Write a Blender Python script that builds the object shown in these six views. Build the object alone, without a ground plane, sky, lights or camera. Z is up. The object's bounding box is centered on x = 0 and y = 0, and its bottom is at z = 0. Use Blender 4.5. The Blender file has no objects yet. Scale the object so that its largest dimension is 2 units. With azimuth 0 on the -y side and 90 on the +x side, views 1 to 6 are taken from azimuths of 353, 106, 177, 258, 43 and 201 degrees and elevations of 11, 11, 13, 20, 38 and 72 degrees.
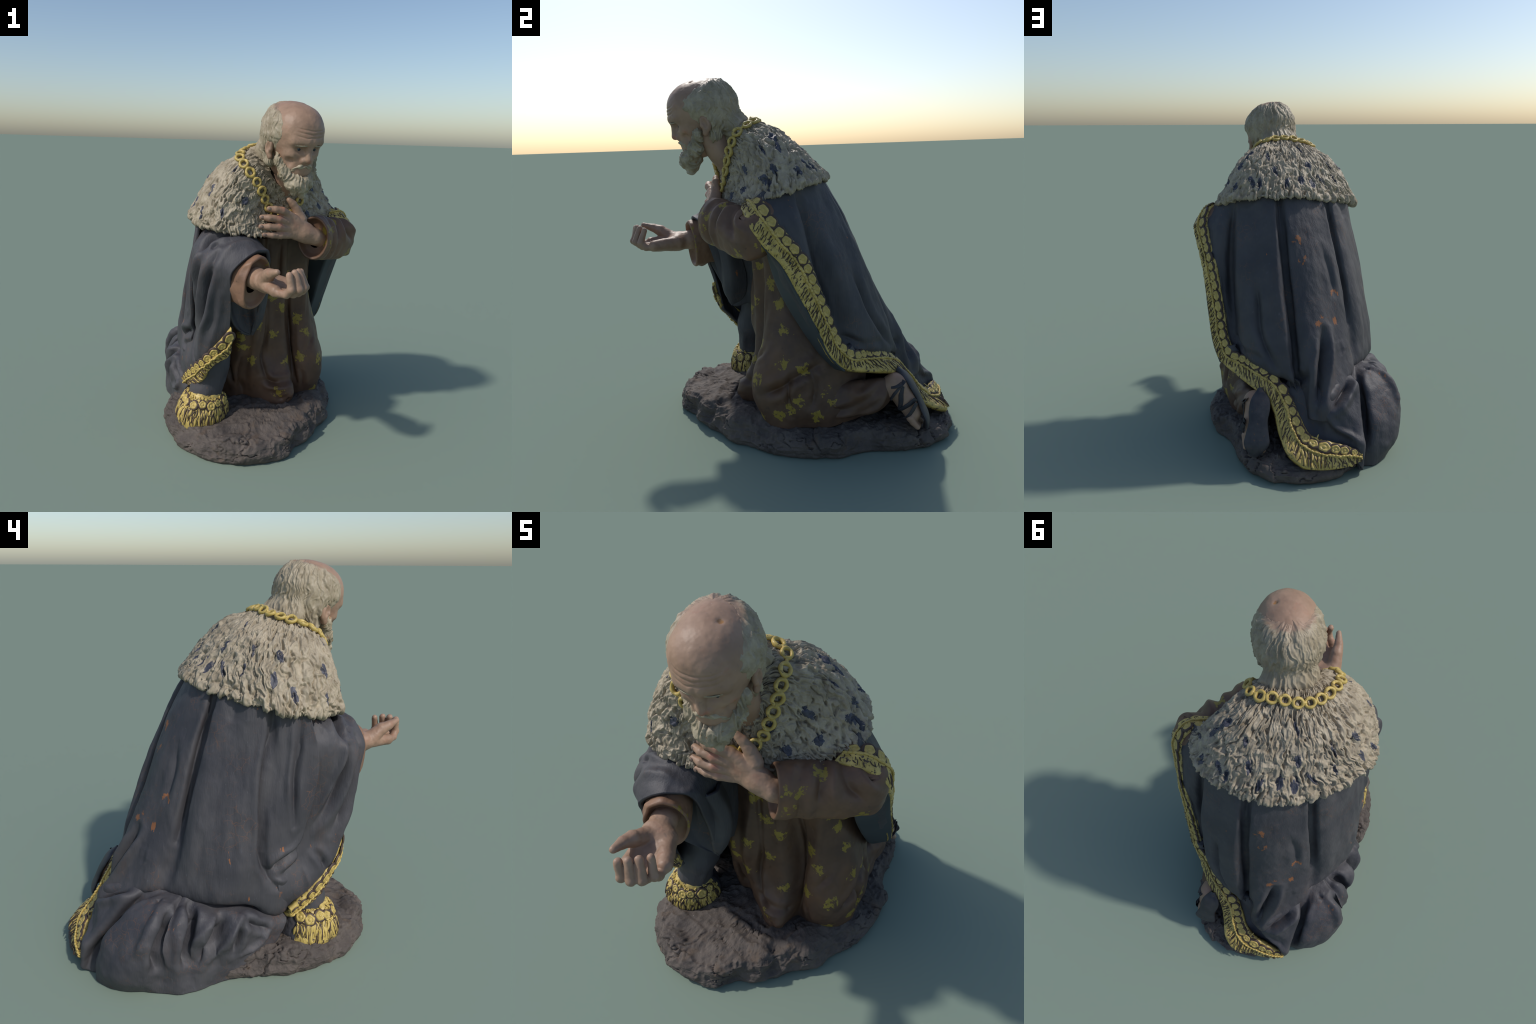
import bpy, math
import numpy as np
from mathutils import Vector

RNG = np.random.default_rng(7)

# ------------------------------------------------------------------ helpers
def V(*a): return np.array(a, float)
def nrm(v): return v / np.maximum(np.linalg.norm(v, axis=-1, keepdims=True), 1e-9)
def sstep(a, b, x):
    t = np.clip((x - a) / (b - a), 0, 1); return t * t * (3 - 2 * t)

def hermite(P, T, q):
    """smooth curve through knots P at parameters T (non uniform Catmull-Rom)"""
    P = np.asarray(P, float); T = np.asarray(T, float)
    d = np.diff(P, axis=0) / np.diff(T).reshape((-1,) + (1,) * (P.ndim - 1))
    h = np.diff(T).reshape((-1,) + (1,) * (P.ndim - 1))
    m = np.empty_like(P); m[0] = d[0]; m[-1] = d[-1]
    m[1:-1] = (d[:-1] * h[1:] + d[1:] * h[:-1]) / (h[1:] + h[:-1])
    i = np.clip(np.searchsorted(T, q, side='right') - 1, 0, len(T) - 2)
    sh = (-1,) + (1,) * (P.ndim - 1)
    hh = (T[i + 1] - T[i]).reshape(sh); s = ((q - T[i]) / (T[i + 1] - T[i])).reshape(sh)
    s2, s3 = s * s, s ** 3
    return (2*s3-3*s2+1)*P[i] + (s3-2*s2+s)*hh*m[i] + (-2*s3+3*s2)*P[i+1] + (s3-s2)*hh*m[i+1]

def curve(P, n):
    P = np.asarray(P, float)
    T = np.r_[0, np.cumsum(np.linalg.norm(np.diff(P, axis=0), axis=1))]
    q = np.linspace(0, T[-1], 400); C = hermite(P, T, q)
    L = np.r_[0, np.cumsum(np.linalg.norm(np.diff(C, axis=0), axis=1))]
    return np.stack([np.interp(np.linspace(0, L[-1], n), L, C[:, k]) for k in range(3)], 1)

def loft(rails, nu, nv, closed=False):
    """surface through rails; result [nu, nv, 3], u runs across the rails"""
    R = np.stack([curve(r, nv) for r in rails])
    if closed: R = np.concatenate([R[-2:], R, R[:3]])
    T = np.r_[0, np.cumsum(np.linalg.norm(np.diff(R, axis=0), axis=2).mean(1))]
    if closed: q = np.linspace(T[2], T[-3], nu, endpoint=False)
    else: q = np.linspace(0, T[-1], nu)
    return hermite(R, T, q)

def grid_normals(P, closed=False):
    if closed: du = np.roll(P, -1, 0) - np.roll(P, 1, 0)
    else: du = np.gradient(P, axis=0)
    return nrm(np.cross(du, np.gradient(P, axis=1)))

def _hash(i, j, k, seed):
    h = (i * 374761393 + j * 668265263 + k * 1274126177 + seed * 974634777) & 0xFFFFFFFF
    h = ((h ^ (h >> 13)) * 1274126177) & 0xFFFFFFFF
    h = ((h ^ (h >> 16)) * 2246822519) & 0xFFFFFFFF
    return ((h ^ (h >> 15)) & 0xFFFFFF) / float(0xFFFFFF)

def noise(x, y, z=0.0, seed=0):
    """value noise, -1..1"""
    x, y, z = np.broadcast_arrays(np.asarray(x, float), y, z)
    i, j, k = (np.floor(a).astype(np.int64) for a in (x, y, z))
    f, g, h = x - i, y - j, z - k
    f, g, h = (t * t * t * (t * (t * 6 - 15) + 10) for t in (f, g, h))
    r = 0
    for a in (0, 1):
        for b in (0, 1):
            for c in (0, 1):
                r = r + _hash(i+a, j+b, k+c, seed) * (f if a else 1-f) * (g if b else 1-g) * (h if c else 1-h)
    return r * 2 - 1

def fbm(P, scale, octaves=4, seed=0):
    r, a = 0, 1.0
    for o in range(octaves):
        r = r + a * noise(P[..., 0]*scale, P[..., 1]*scale, P[..., 2]*scale, seed + o); scale *= 2.03; a *= .5
    return r

def cells(x, y, seed=0):
    """2D Voronoi: nearest, second distance, offset from the nearest cell centre, its random number"""
    i, j = np.floor(x).astype(np.int64), np.floor(y).astype(np.int64)
    d1 = np.full(x.shape, 9.); d2 = d1.copy(); ox = np.zeros_like(x); oy = ox.copy(); rr = ox.copy()
    for a in (-1, 0, 1):
        for b in (-1, 0, 1):
            cx = i + a + .15 + .7 * _hash(i+a, j+b, 0, seed); cy = j + b + .15 + .7 * _hash(i+a, j+b, 7, seed)
            d = np.hypot(x - cx, y - cy); near = d < d1
            d2 = np.where(near, d1, np.minimum(d2, d)); d1 = np.where(near, d, d1)
            ox = np.where(near, x - cx, ox); oy = np.where(near, y - cy, oy)
            rr = np.where(near, _hash(i+a, j+b, 13, seed), rr)
    return d1, d2, ox, oy, rr

def seg_dist(P, A, B):
    ab = B - A; t = np.clip(((P - A) @ ab) / (ab @ ab), 0, 1)
    return np.linalg.norm(P - A - t[..., None] * ab, axis=-1), t

def polyline_dist(P, C):
    d = np.full(P.shape[:-1], 9.); tt = np.zeros_like(d); n = len(C) - 1
    for i in range(n):
        e, t = seg_dist(P, C[i], C[i+1]); m = e < d
        d = np.where(m, e, d); tt = np.where(m, (i + t) / n, tt)
    return d, tt

def folds(P, N, items):
    """sculpt: each item (path points, half width, height) raises a ridge (or sinks a crease, height < 0)"""
    out = np.zeros(P.shape[:-1])
    for path, w, h in items:
        C = curve(path, 14) if len(path) > 2 else np.asarray(path, float)
        d, t = polyline_dist(P, C)
        if h > 0: prof = np.exp(-(d / w) ** 2)
        else: prof = np.exp(-(d / w) ** 1.4) - .26 * np.exp(-((d - 2.6*w) / (1.4*w)) ** 2)
        out += h * prof * np.minimum(1, .25 + 3 * np.minimum(t, 1 - t))
    return P + N * out[..., None]

# ------------------------------------------------------------------ objects
COL = bpy.context.scene.collection
def empty(name, parent=None):
    o = bpy.data.objects.new(name, None); COL.objects.link(o); o.parent = parent; return o

def mesh_object(name, verts, faces, mat, parent=None, smooth=True):
    me = bpy.data.meshes.new(name)
    verts = np.asarray(verts, float).reshape(-1, 3)
    faces = np.asarray(faces)
    if faces.ndim == 2:
        k = faces.shape[1]
        me.vertices.add(len(verts)); me.vertices.foreach_set("co", verts.ravel())
        me.loops.add(faces.size); me.loops.foreach_set("vertex_index", faces.ravel().astype(np.int32))
        me.polygons.add(len(faces)); me.polygons.foreach_set("loop_start", np.arange(len(faces), dtype=np.int32) * k)
    me.update(calc_edges=True); me.validate()
    me.polygons.foreach_set("use_smooth", np.full(len(me.polygons), smooth))
    me.materials.append(mat)
    o = bpy.data.objects.new(name, me); COL.objects.link(o); o.parent = parent
    return o

def grid_faces(nu, nv, closed=False, off=0):
    i = np.arange(nu if closed else nu - 1); j = np.arange(nv - 1)
    I, J = np.meshgrid(i, j, indexing='ij'); I2 = (I + 1) % nu
    return np.stack([I*nv+J, I2*nv+J, I2*nv+J+1, I*nv+J+1], -1).reshape(-1, 4) + off

def sheet_mesh(P, closed=False):
    return P.reshape(-1, 3), grid_faces(P.shape[0], P.shape[1], closed)

def thick_sheet(P, th, N=None):
    """open sheet with an underside and four closed edges (normals of P point outward)"""
    nu, nv = P.shape[:2]
    if N is None: N = grid_normals(P)
    Q = P - N * th
    v = np.concatenate([P.reshape(-1, 3), Q.reshape(-1, 3)]); n = nu * nv
    f = [grid_faces(nu, nv), grid_faces(nu, nv, off=n)[:, ::-1]]
    idx = np.arange(n).reshape(nu, nv)
    ring = np.concatenate([idx[:, 0], idx[-1, 1:], idx[-2::-1, -1], idx[0, -2:0:-1]])
    r2 = np.roll(ring, -1)
    f.append(np.stack([r2, ring, ring + n, r2 + n], 1))
    return v, np.concatenate(f)

def join(parts):
    vs, fs, k = [], [], 0
    for v, f in parts:
        v = np.asarray(v).reshape(-1, 3); vs.append(v); fs.append(np.asarray(f) + k); k += len(v)
    return np.concatenate(vs), np.concatenate(fs)

def tube(spine, ra, rb, n=64, m=48, up=(0, 0, 1), shape=None):
    """loft of ellipses along a spine; ra sideways, rb along up"""
    C = curve(spine, n); T = nrm(np.gradient(C, axis=0)); up = nrm(np.array(up, float))
    S = nrm(np.cross(T, up)); U = np.cross(S, T)
    q = np.linspace(0, 1, n); k = np.linspace(0, 1, len(ra))
    a = hermite(np.array(ra, float), k, q); b = hermite(np.array(rb, float), k, q)
    ph = np.linspace(0, 2*np.pi, m, endpoint=False)
    c, s = np.cos(ph), np.sin(ph)
    P = C[None] + c[:, None, None]*a[None, :, None]*S[None] + s[:, None, None]*b[None, :, None]*U[None]
    return P   # [m, n, 3] closed in the first axis

# ------------------------------------------------------------------ implicit bodies
def smin(a, b, k):
    h = np.maximum(k - np.abs(a - b), 0) / k
    return np.minimum(a, b) - h * h * k * .25
def s_ball(P, c, r): return np.linalg.norm(P - V(*c), axis=-1) - r
def s_ell(P, c, r, R=None):
    d = P - V(*c)
    if R is not None: d = d @ R
    r = V(*r); k0 = np.linalg.norm(d / r, axis=-1); k1 = np.linalg.norm(d / (r*r), axis=-1)
    return k0 * (k0 - 1) / np.maximum(k1, 1e-6)
def s_cap(P, a, b, r1, r2=None):
    r2 = r1 if r2 is None else r2
    d, t = seg_dist(P, V(*a), V(*b)); return d - (r1 + (r2 - r1) * t)
def s_path(P, pts, rad, k=.01):
    r = None
    for i in range(len(pts) - 1):
        e = s_cap(P, pts[i], pts[i+1], rad[i], rad[i+1]); r = e if r is None else smin(r, e, k)
    return r

def surface_nets(f, lo, hi, h):
    lo, hi = V(*lo), V(*hi); n = np.ceil((hi - lo) / h).astype(int) + 1
    ax = [lo[k] + h * np.arange(n[k]) for k in range(3)]
    G = np.empty(n, np.float64)
    Y, Z = np.meshgrid(ax[1], ax[2], indexing='ij')
    step = max(1, 400000 // Y.size)
    for i in range(0, n[0], step):
        xs = ax[0][i:i+step]
        P = np.stack([np.broadcast_to(xs[:, None, None], (len(xs),)+Y.shape), np.broadcast_to(Y, (len(xs),)+Y.shape),
                      np.broadcast_to(Z, (len(xs),)+Y.shape)], -1)
        G[i:i+step] = f(P)
    sgn = G < 0
    acc = np.zeros(tuple(n - 1) + (3,)); cnt = np.zeros(tuple(n - 1))
    corner = [(a, b, c) for a in (0, 1) for b in (0, 1) for c in (0, 1)]
    sl = lambda o: tuple(slice(o[k], n[k] - 1 + o[k]) for k in range(3))
    for a in corner:
        for k in range(3):
            if a[k]: continue
            b = list(a); b[k] = 1
            ga, gb = G[sl(a)], G[sl(b)]; m = sgn[sl(a)] != sgn[sl(b)]
            t = np.where(m, ga / np.where(m, ga - gb, 1), 0)
            p = np.zeros(acc.shape); p += np.array(a); p[..., k] += t
            acc += p * m[..., None]; cnt += m
    act = cnt > 0; ids = -np.ones(act.shape, np.int64); ids[act] = np.arange(act.sum())
    base = np.stack(np.nonzero(act), 1)
    verts = lo + h * (base + acc[act] / cnt[act][:, None])
    faces = []
    for k in range(3):
        u, w = (k + 1) % 3, (k + 2) % 3
        s0 = [slice(None)] * 3; s1 = [slice(None)] * 3
        s0[k] = slice(0, n[k]-1); s1[k] = slice(1, n[k])
        A, B = sgn[tuple(s0)], sgn[tuple(s1)]
        ch = np.argwhere(A != B); ok = (ch[:, u] > 0) & (ch[:, w] > 0) & (ch[:, u] < n[u]-1) & (ch[:, w] < n[w]-1)
        ch = ch[ok]
        def at(du, dw):
            c = ch.copy(); c[:, u] -= du; c[:, w] -= dw; return ids[c[:, 0], c[:, 1], c[:, 2]]
        q = np.stack([at(1, 1), at(0, 1), at(0, 0), at(1, 0)], 1)
        fl = ~A[ch[:, 0], ch[:, 1], ch[:, 2]]
        q[fl] = q[fl][:, ::-1]; faces.append(q)
    return verts, np.concatenate(faces)

def vert_normals(v, f):
    n = np.zeros_like(v); fn = np.cross(v[f[:, 2]] - v[f[:, 0]], v[f[:, 3]] - v[f[:, 1]])
    for k in range(4): np.add.at(n, f[:, k], fn)
    return nrm(n)
def relax(v, f, it=2, lam=.5):
    e = np.concatenate([f[:, [0, 1]], f[:, [1, 2]], f[:, [2, 3]], f[:, [3, 0]]]); e = np.concatenate([e, e[:, ::-1]])
    cnt = np.bincount(e[:, 0], minlength=len(v))[:, None]
    for _ in range(it):
        s = np.stack([np.bincount(e[:, 0], weights=v[e[:, 1], k], minlength=len(v)) for k in range(3)], 1)
        v = v + lam * (s / np.maximum(cnt, 1) - v)
    return v

# ------------------------------------------------------------------ materials
def nodes_of(name):
    m = bpy.data.materials.new(name); m.use_nodes = True
    nt = m.node_tree; nt.nodes.clear(); return m, nt
class NB:
    def __init__(s, nt): s.nt = nt; s.co = s.n('ShaderNodeTexCoord').outputs['Object']
    def n(s, t, **kw):
        x = s.nt.nodes.new(t)
        for k, v in kw.items(): setattr(x, k, v)
        return x
    def put(s, sock, v):
        if isinstance(v, (int, float)): sock.default_value = v
        elif isinstance(v, (tuple, list)): sock.default_value = tuple(v) + ((1,) if len(sock.default_value) == 4 and len(v) == 3 else ())
        else: s.nt.links.new(v, sock)
    def noise(s, scale, detail=4, rough=.6, stretch=None, dist=0, off=0):
        co = s.co
        if stretch or off:
            mp = s.n('ShaderNodeMapping'); s.put(mp.inputs['Vector'], co)
            if stretch: mp.inputs['Scale'].default_value = stretch
            mp.inputs['Location'].default_value = (off, off*.7, off*1.3); co = mp.outputs[0]
        x = s.n('ShaderNodeTexNoise'); s.put(x.inputs['Vector'], co)
        x.inputs['Scale'].default_value = scale; x.inputs['Detail'].default_value = detail
        x.inputs['Roughness'].default_value = rough; x.inputs['Distortion'].default_value = dist
        return x.outputs['Fac']
    def voronoi(s, scale, feature='F1'):
        x = s.n('ShaderNodeTexVoronoi', feature=feature); s.put(x.inputs['Vector'], s.co); x.inputs['Scale'].default_value = scale
        return x.outputs['Distance']
    def ramp(s, v, a, b):
        x = s.n('ShaderNodeMapRange', interpolation_type='SMOOTHSTEP'); s.put(x.inputs[0], v)
        x.inputs[1].default_value = a; x.inputs[2].default_value = b; return x.outputs[0]
    def math(s, op, a, b=0.):
        x = s.n('ShaderNodeMath', operation=op); s.put(x.inputs[0], a); s.put(x.inputs[1], b); return x.outputs[0]
    def mix(s, f, a, b):
        x = s.n('ShaderNodeMix', data_type='RGBA'); s.put(x.inputs[0], f); s.put(x.inputs[6], a); s.put(x.inputs[7], b); return x.outputs[2]
    def dist(s, p, stretch=None):
        x = s.n('ShaderNodeVectorMath', operation='DISTANCE'); s.put(x.inputs[0], s.co); x.inputs[1].default_value = p
        return x.outputs['Value']
    def mindist(s, pts):
        r = None
        for p in pts:
            d = s.dist(p); r = d if r is None else s.math('MINIMUM', r, d)
        return r
    def finish(s, col, rough=.6, bump=None, bs=.3, bd=.004, spec=.35, metal=0):
        b = s.n('ShaderNodeBsdfPrincipled'); o = s.n('ShaderNodeOutputMaterial')
        s.put(b.inputs['Base Color'], col); s.put(b.inputs['Roughness'], rough)
        b.inputs['Specular IOR Level'].default_value = spec; s.put(b.inputs['Metallic'], metal)
        if bump is not None:
            x = s.n('ShaderNodeBump'); x.inputs['Strength'].default_value = bs; x.inputs['Distance'].default_value = bd
            s.put(x.inputs['Height'], bump); s.nt.links.new(x.outputs[0], b.inputs['Normal'])
        s.nt.links.new(b.outputs[0], o.inputs[0])

def mat_cloak():
    m, nt = nodes_of('blue_cloak_paint'); b = NB(nt)
    c = b.mix(b.ramp(b.noise(5, 5), .3, .7), (.049, .048, .055), (.072, .069, .074))
    c = b.mix(b.math('MULTIPLY', b.ramp(b.noise(9, 6, .7, (1, 1, .25)), .55, .75), .5), c, (.075, .055, .050))
    streak = b.ramp(b.noise(60, 4, .6, (1, 1, .07)), .62, .8)
    c = b.mix(b.math('MULTIPLY', streak, .28), c, (.13, .14, .17))
    chip = b.ramp(b.noise(17, 5, .62, (1, 1, .36), off=3), .705, .722)
    spots = [(-.117, .547, .745), (-.15, .53, .77), (-.229, .395, .898), (-.2, .43, .78), (-.22, .46, .74), (-.05, .42, 1.08), (-.02, .36, 1.2),
             (-.56, .42, .36), (-.52, .62, .06), (-.53, .27, .14), (-.50, .49, .40), (-.52, .02, .42), (-.46, -.13, .42)]
    d = b.math('ADD', b.mindist(spots), b.math('MULTIPLY', b.math('SUBTRACT', b.noise(34, 4, .65, (1, 1, .35)), .5), .17))
    chip = b.math('MAXIMUM', chip, b.ramp(d, .016, .011))
    vo = b.n('ShaderNodeTexVoronoi', feature='DISTANCE_TO_EDGE'); vm = b.n('ShaderNodeVectorMath', operation='ADD')
    nz = b.n('ShaderNodeTexNoise'); nz.inputs['Scale'].default_value = 14; b.put(nz.inputs['Vector'], b.co)
    sc_ = b.n('ShaderNodeVectorMath', operation='SCALE'); b.put(sc_.inputs[0], nz.outputs['Color']); sc_.inputs['Scale'].default_value = .07
    b.put(vm.inputs[0], b.co); b.put(vm.inputs[1], sc_.outputs[0]); b.put(vo.inputs['Vector'], vm.outputs[0]); vo.inputs['Scale'].default_value = 26
    crk = b.math('MULTIPLY', b.ramp(vo.outputs['Distance'], .035, .008), b.ramp(b.noise(5, 4, .6, off=8), .50, .66))
    c = b.mix(b.math('MULTIPLY', crk, .55), c, (.17, .085, .05))
    speck = b.ramp(b.noise(95, 3, .7, (1, 1, .35), off=5), .66, .76)
    c = b.mix(b.math('MULTIPLY', speck, .38), c, (.17, .175, .19))
    c = b.mix(chip, c, (.26, .105, .045))
    g = b.math('ADD', b.noise(120, 3, .6, (1, 1, .12)), b.math('MULTIPLY', b.noise(30, 4), .7))
    b.finish(c, .58, g, .4, .004, .35)
    return m

def mat_lining():
    m, nt = nodes_of('blue_lining_paint'); b = NB(nt)
    c = b.mix(b.ramp(b.noise(6, 4), .3, .7), (.042, .050, .057), (.054, .061, .068))
    b.finish(c, .6, b.noise(50, 4), .2, .003); return m

FLOWERS = [(.142,-.134,.745),(.088,-.154,.574),(.183,-.151,.402),(-.01,-.219,.651),(-.042,-.196,.42),(-.11,-.214,.514),(.261,-.034,.642),
           (.325,-.054,.556),(.28,-.094,.395),(.415,-.069,.372),(.125,-.238,.217),(.38,.094,.65),(.42,.091,.483),(.341,.056,.784),
           (.455,.07,.20),(.44,.17,.29),(.43,.27,.19),(.42,.33,.33),(.41,.36,.27),(-.12,-.21,.58),(.12,-.16,.93),(.03,-.18,.95),(.07,-.15,.82),
           (.18,-.10,.95),(.40,-.06,.15),(.43,.2,.45),(.34,-.0,.9),(.45,.13,.24)]
SLEEVE_GOLD = [(.36,-.33,1.20),(.38,-.3,1.26),(.36,-.33,1.27),(.42,-.2,1.32),(.47,-.14,1.10),(.50,-.12,1.06),(.57,-.1,1.08),(.58,.05,1.15),
               (.0,-.60,1.13),(.02,-.57,1.07),(.01,-.56,1.02),(.34,-.3,1.09)]
def mat_robe(gold_pts, name, lift=1.0):
    m, nt = nodes_of(name); b = NB(nt)
    base = b.mix(b.ramp(b.noise(7, 5, .65), .3, .7), (.070*lift, .040*lift, .027*lift), (.108*lift, .061*lift, .037*lift))
    base = b.mix(b.math('MULTIPLY', b.ramp(b.noise(4, 4, off=5), .5, .75), .6), base, (.13*lift, .065*lift, .03*lift))
    base = b.mix(b.math('MULTIPLY', b.ramp(b.noise(90, 3, .7), .62, .8), .35), base, (.14, .12, .11))
    base = b.mix(b.math('MULTIPLY', b.ramp(b.noise(22, 5, .7, off=9), .60, .74), .6), base, (.045, .030, .026))
    w = b.math('MULTIPLY', b.math('SUBTRACT', b.noise(38, 3, .62), .5), .14)
    d = b.math('ADD', b.mindist(gold_pts), w)
    fl = b.ramp(d, .030, .025)
    fl = b.math('MULTIPLY', fl, b.ramp(b.noise(75, 4, .65), .34, .42))
    col = b.mix(fl, base, b.mix(b.noise(40, 3), (.20, .145, .022), (.33, .24, .045)))
    b.finish(col, .5, b.math('ADD', b.noise(60, 5, .65), b.math('MULTIPLY', fl, .4)), .35, .004, .4); return m

def mat_fur():
    m, nt = nodes_of('ermine_fur_paint'); b = NB(nt)
    c = b.mix(b.ramp(b.noise(14, 5, .65), .3, .7), (.27, .222, .155), (.43, .365, .265))
    c = b.mix(b.math('MULTIPLY', b.ramp(b.noise(40, 4, .7, off=2), .55, .75), .5), c, (.17, .13, .085))
    c = b.mix(b.math('MULTIPLY', b.ramp(b.noise(60, 4, .7, off=4), .6, .75), .5), c, (.46, .41, .33))
    b.finish(c, .55, b.noise(110, 4, .6), .3, .003, .35); return m

def mat_plain(name, c1, c2, scale=12, rough=.55, bump=70, bs=.25, c3=None, spec=.35):
    m, nt = nodes_of(name); b = NB(nt)
    c = b.mix(b.ramp(b.noise(scale, 5, .65), .3, .7), c1, c2)
    if c3: c = b.mix(b.ramp(b.noise(scale * 2.3, 5, .7, off=3), .60, .70), c, c3)
    b.finish(c, rough, b.noise(bump, 4, .6), bs, .003, spec); return m

def mat_gold(name='gilded_paint', worn=.62):
    m, nt = nodes_of(name); b = NB(nt)
    c = b.mix(b.ramp(b.noise(18, 4), .3, .7), (.40, .292, .075), (.61, .45, .135))
    c = b.mix(b.ramp(b.noise(55, 5, .7, off=2), worn, worn + .05), c, (.060, .038, .030))
    b.finish(c, .45, b.noise(90, 4), .3, .003, .5); return m

def mat_rock():
    m, nt = nodes_of('brown_rock_paint'); b = NB(nt)
    c = b.mix(b.ramp(b.noise(6, 6, .68), .3, .7), (.074, .062, .055), (.128, .106, .091))
    c = b.mix(b.math('MULTIPLY', b.ramp(b.noise(11, 5, off=4), .55, .7), .6), c, (.115, .080, .055))
    c = b.mix(b.ramp(b.noise(150, 3, .7), .66, .74), c, (.22, .17, .13))
    c = b.mix(b.ramp(b.noise(38, 3, .6, off=7), .72, .76), c, (.24, .21, .18))
    b.finish(c, .75, b.math('ADD', b.noise(40, 6, .7), b.noise(120, 4)), .5, .006, .25); return m

def mat_skin():
    m, nt = nodes_of('flesh_paint'); b = NB(nt)
    c = b.mix(b.ramp(b.noise(9, 5, .6), .3, .7), (.28, .176, .117), (.37, .238, .163))
    c = b.mix(b.math('MULTIPLY', b.ramp(b.noise(16, 5, .65, off=3), .52, .7), .40), c, (.34, .165, .105))
    c = b.mix(b.math('MULTIPLY', b.ramp(b.noise(28, 5, .7, off=6), .58, .72), .6), c, (.20, .145, .115))
    c = b.mix(b.ramp(b.noise(120, 3, .6, off=1), .70, .76), c, (.42, .33, .27))
    red = b.ramp(b.math('ADD', b.mindist([(.135,-.53,1.695),(.27,-.47,1.70),(.197,-.562,1.67),(.07,-.42,1.405),(.06,-.43,1.36),(.06,-.43,1.31),(.07,-.41,1.265)]),
                        b.math('MULTIPLY', b.math('SUBTRACT', b.noise(40, 3), .5), .03)), .034, .008)
    c = b.mix(b.math('MULTIPLY', red, .5), c, (.42, .14, .09))
    chip = b.ramp(b.math('ADD', b.mindist([(.195, -.451, 1.975), (.26, -.47, 1.70)]), b.math('MULTIPLY', b.math('SUBTRACT', b.noise(60, 3), .5), .012)), .014, .010)
    c = b.mix(chip, c, (.30, .15, .05))
    b.finish(c, .5, b.noise(90, 4), .2, .002, .4); return m

def mat_hair():
    m, nt = nodes_of('grey_hair_paint'); b = NB(nt)
    c = b.mix(b.ramp(b.noise(16, 5, .65), .3, .7), (.27, .220, .145), (.39, .330, .235))
    c = b.mix(b.math('MULTIPLY', b.ramp(b.noise(30, 4, .7, off=2), .56, .72), .6), c, (.19, .14, .07))
    crown = (.112 + .035*.36, -.405 - .035*.87, 1.832 + .15)
    d = b.math('ADD', b.dist(crown), b.math('MULTIPLY', b.math('SUBTRACT', b.noise(55, 4, .65), .5), .06))
    c = b.mix(b.math('MULTIPLY', b.ramp(d, .135, .105), .8), c, (.31, .20, .14))
    b.finish(c, .5, b.noise(120, 3), .25, .002, .4); return m

def mat_beard():
    m, nt = nodes_of('grey_beard_paint'); b = NB(nt)
    c = b.mix(b.ramp(b.noise(16, 5, .65), .3, .7), (.26, .215, .14), (.40, .34, .24))
    c = b.mix(b.ramp(b.noise(22, 4, .7, off=5), .62, .70), c, (.26, .13, .05))
    b.finish(c, .5, b.noise(120, 3), .25, .002, .4); return m

M_CLOAK, M_LINING = mat_cloak(), mat_lining()
M_ROBE = mat_robe(FLOWERS, 'brown_brocade_paint', 1.12)
M_SLEEVE = mat_robe(SLEEVE_GOLD, 'brown_sleeve_paint', 1.55)
M_CUFF = mat_robe(SLEEVE_GOLD, 'pale_orange_brown_cuff', 2.4)  # lighter copy of the robe brown (lift 2.4) on the right cuff
M_FUR, M_ROCK, M_SKIN, M_HAIR, M_BEARD = mat_fur(), mat_rock(), mat_skin(), mat_hair(), mat_beard()
M_TAIL = mat_plain('dark_tail_paint', (.040, .041, .056), (.085, .086, .11), 40, .5)
M_GOLD = mat_gold()
M_GOLDBASE = mat_gold('gilded_ground_paint', .55)
M_UNDER = mat_plain('brown_underpaint', (.050, .032, .026), (.085, .055, .040), 30)
M_CHAIN = mat_gold('chain_gold_paint', .60)
M_SANDAL = mat_plain('dark_sandal_paint', (.030, .030, .036), (.055, .052, .058), 20, .5, c3=(.12, .07, .045))
M_EYE = mat_plain('eye_paint', (.10, .10, .105), (.17, .165, .16), 50, .25)
M_IRIS = mat_plain('iris_paint', (.02, .03, .045), (.035, .045, .06), 50, .25)
M_LIP = mat_plain('lip_paint', (.16, .065, .045), (.22, .09, .06), 40, .45)

M_MOUTH = mat_plain('mouth_paint', (.030, .012, .010), (.05, .02, .015), 40, .5)
ROOT = empty('kneeling_king_statue')
ROOT["label"] = "painted kneeling bearded old king in ermine cape on rock"
ROOT["category"] = "statue"

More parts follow.
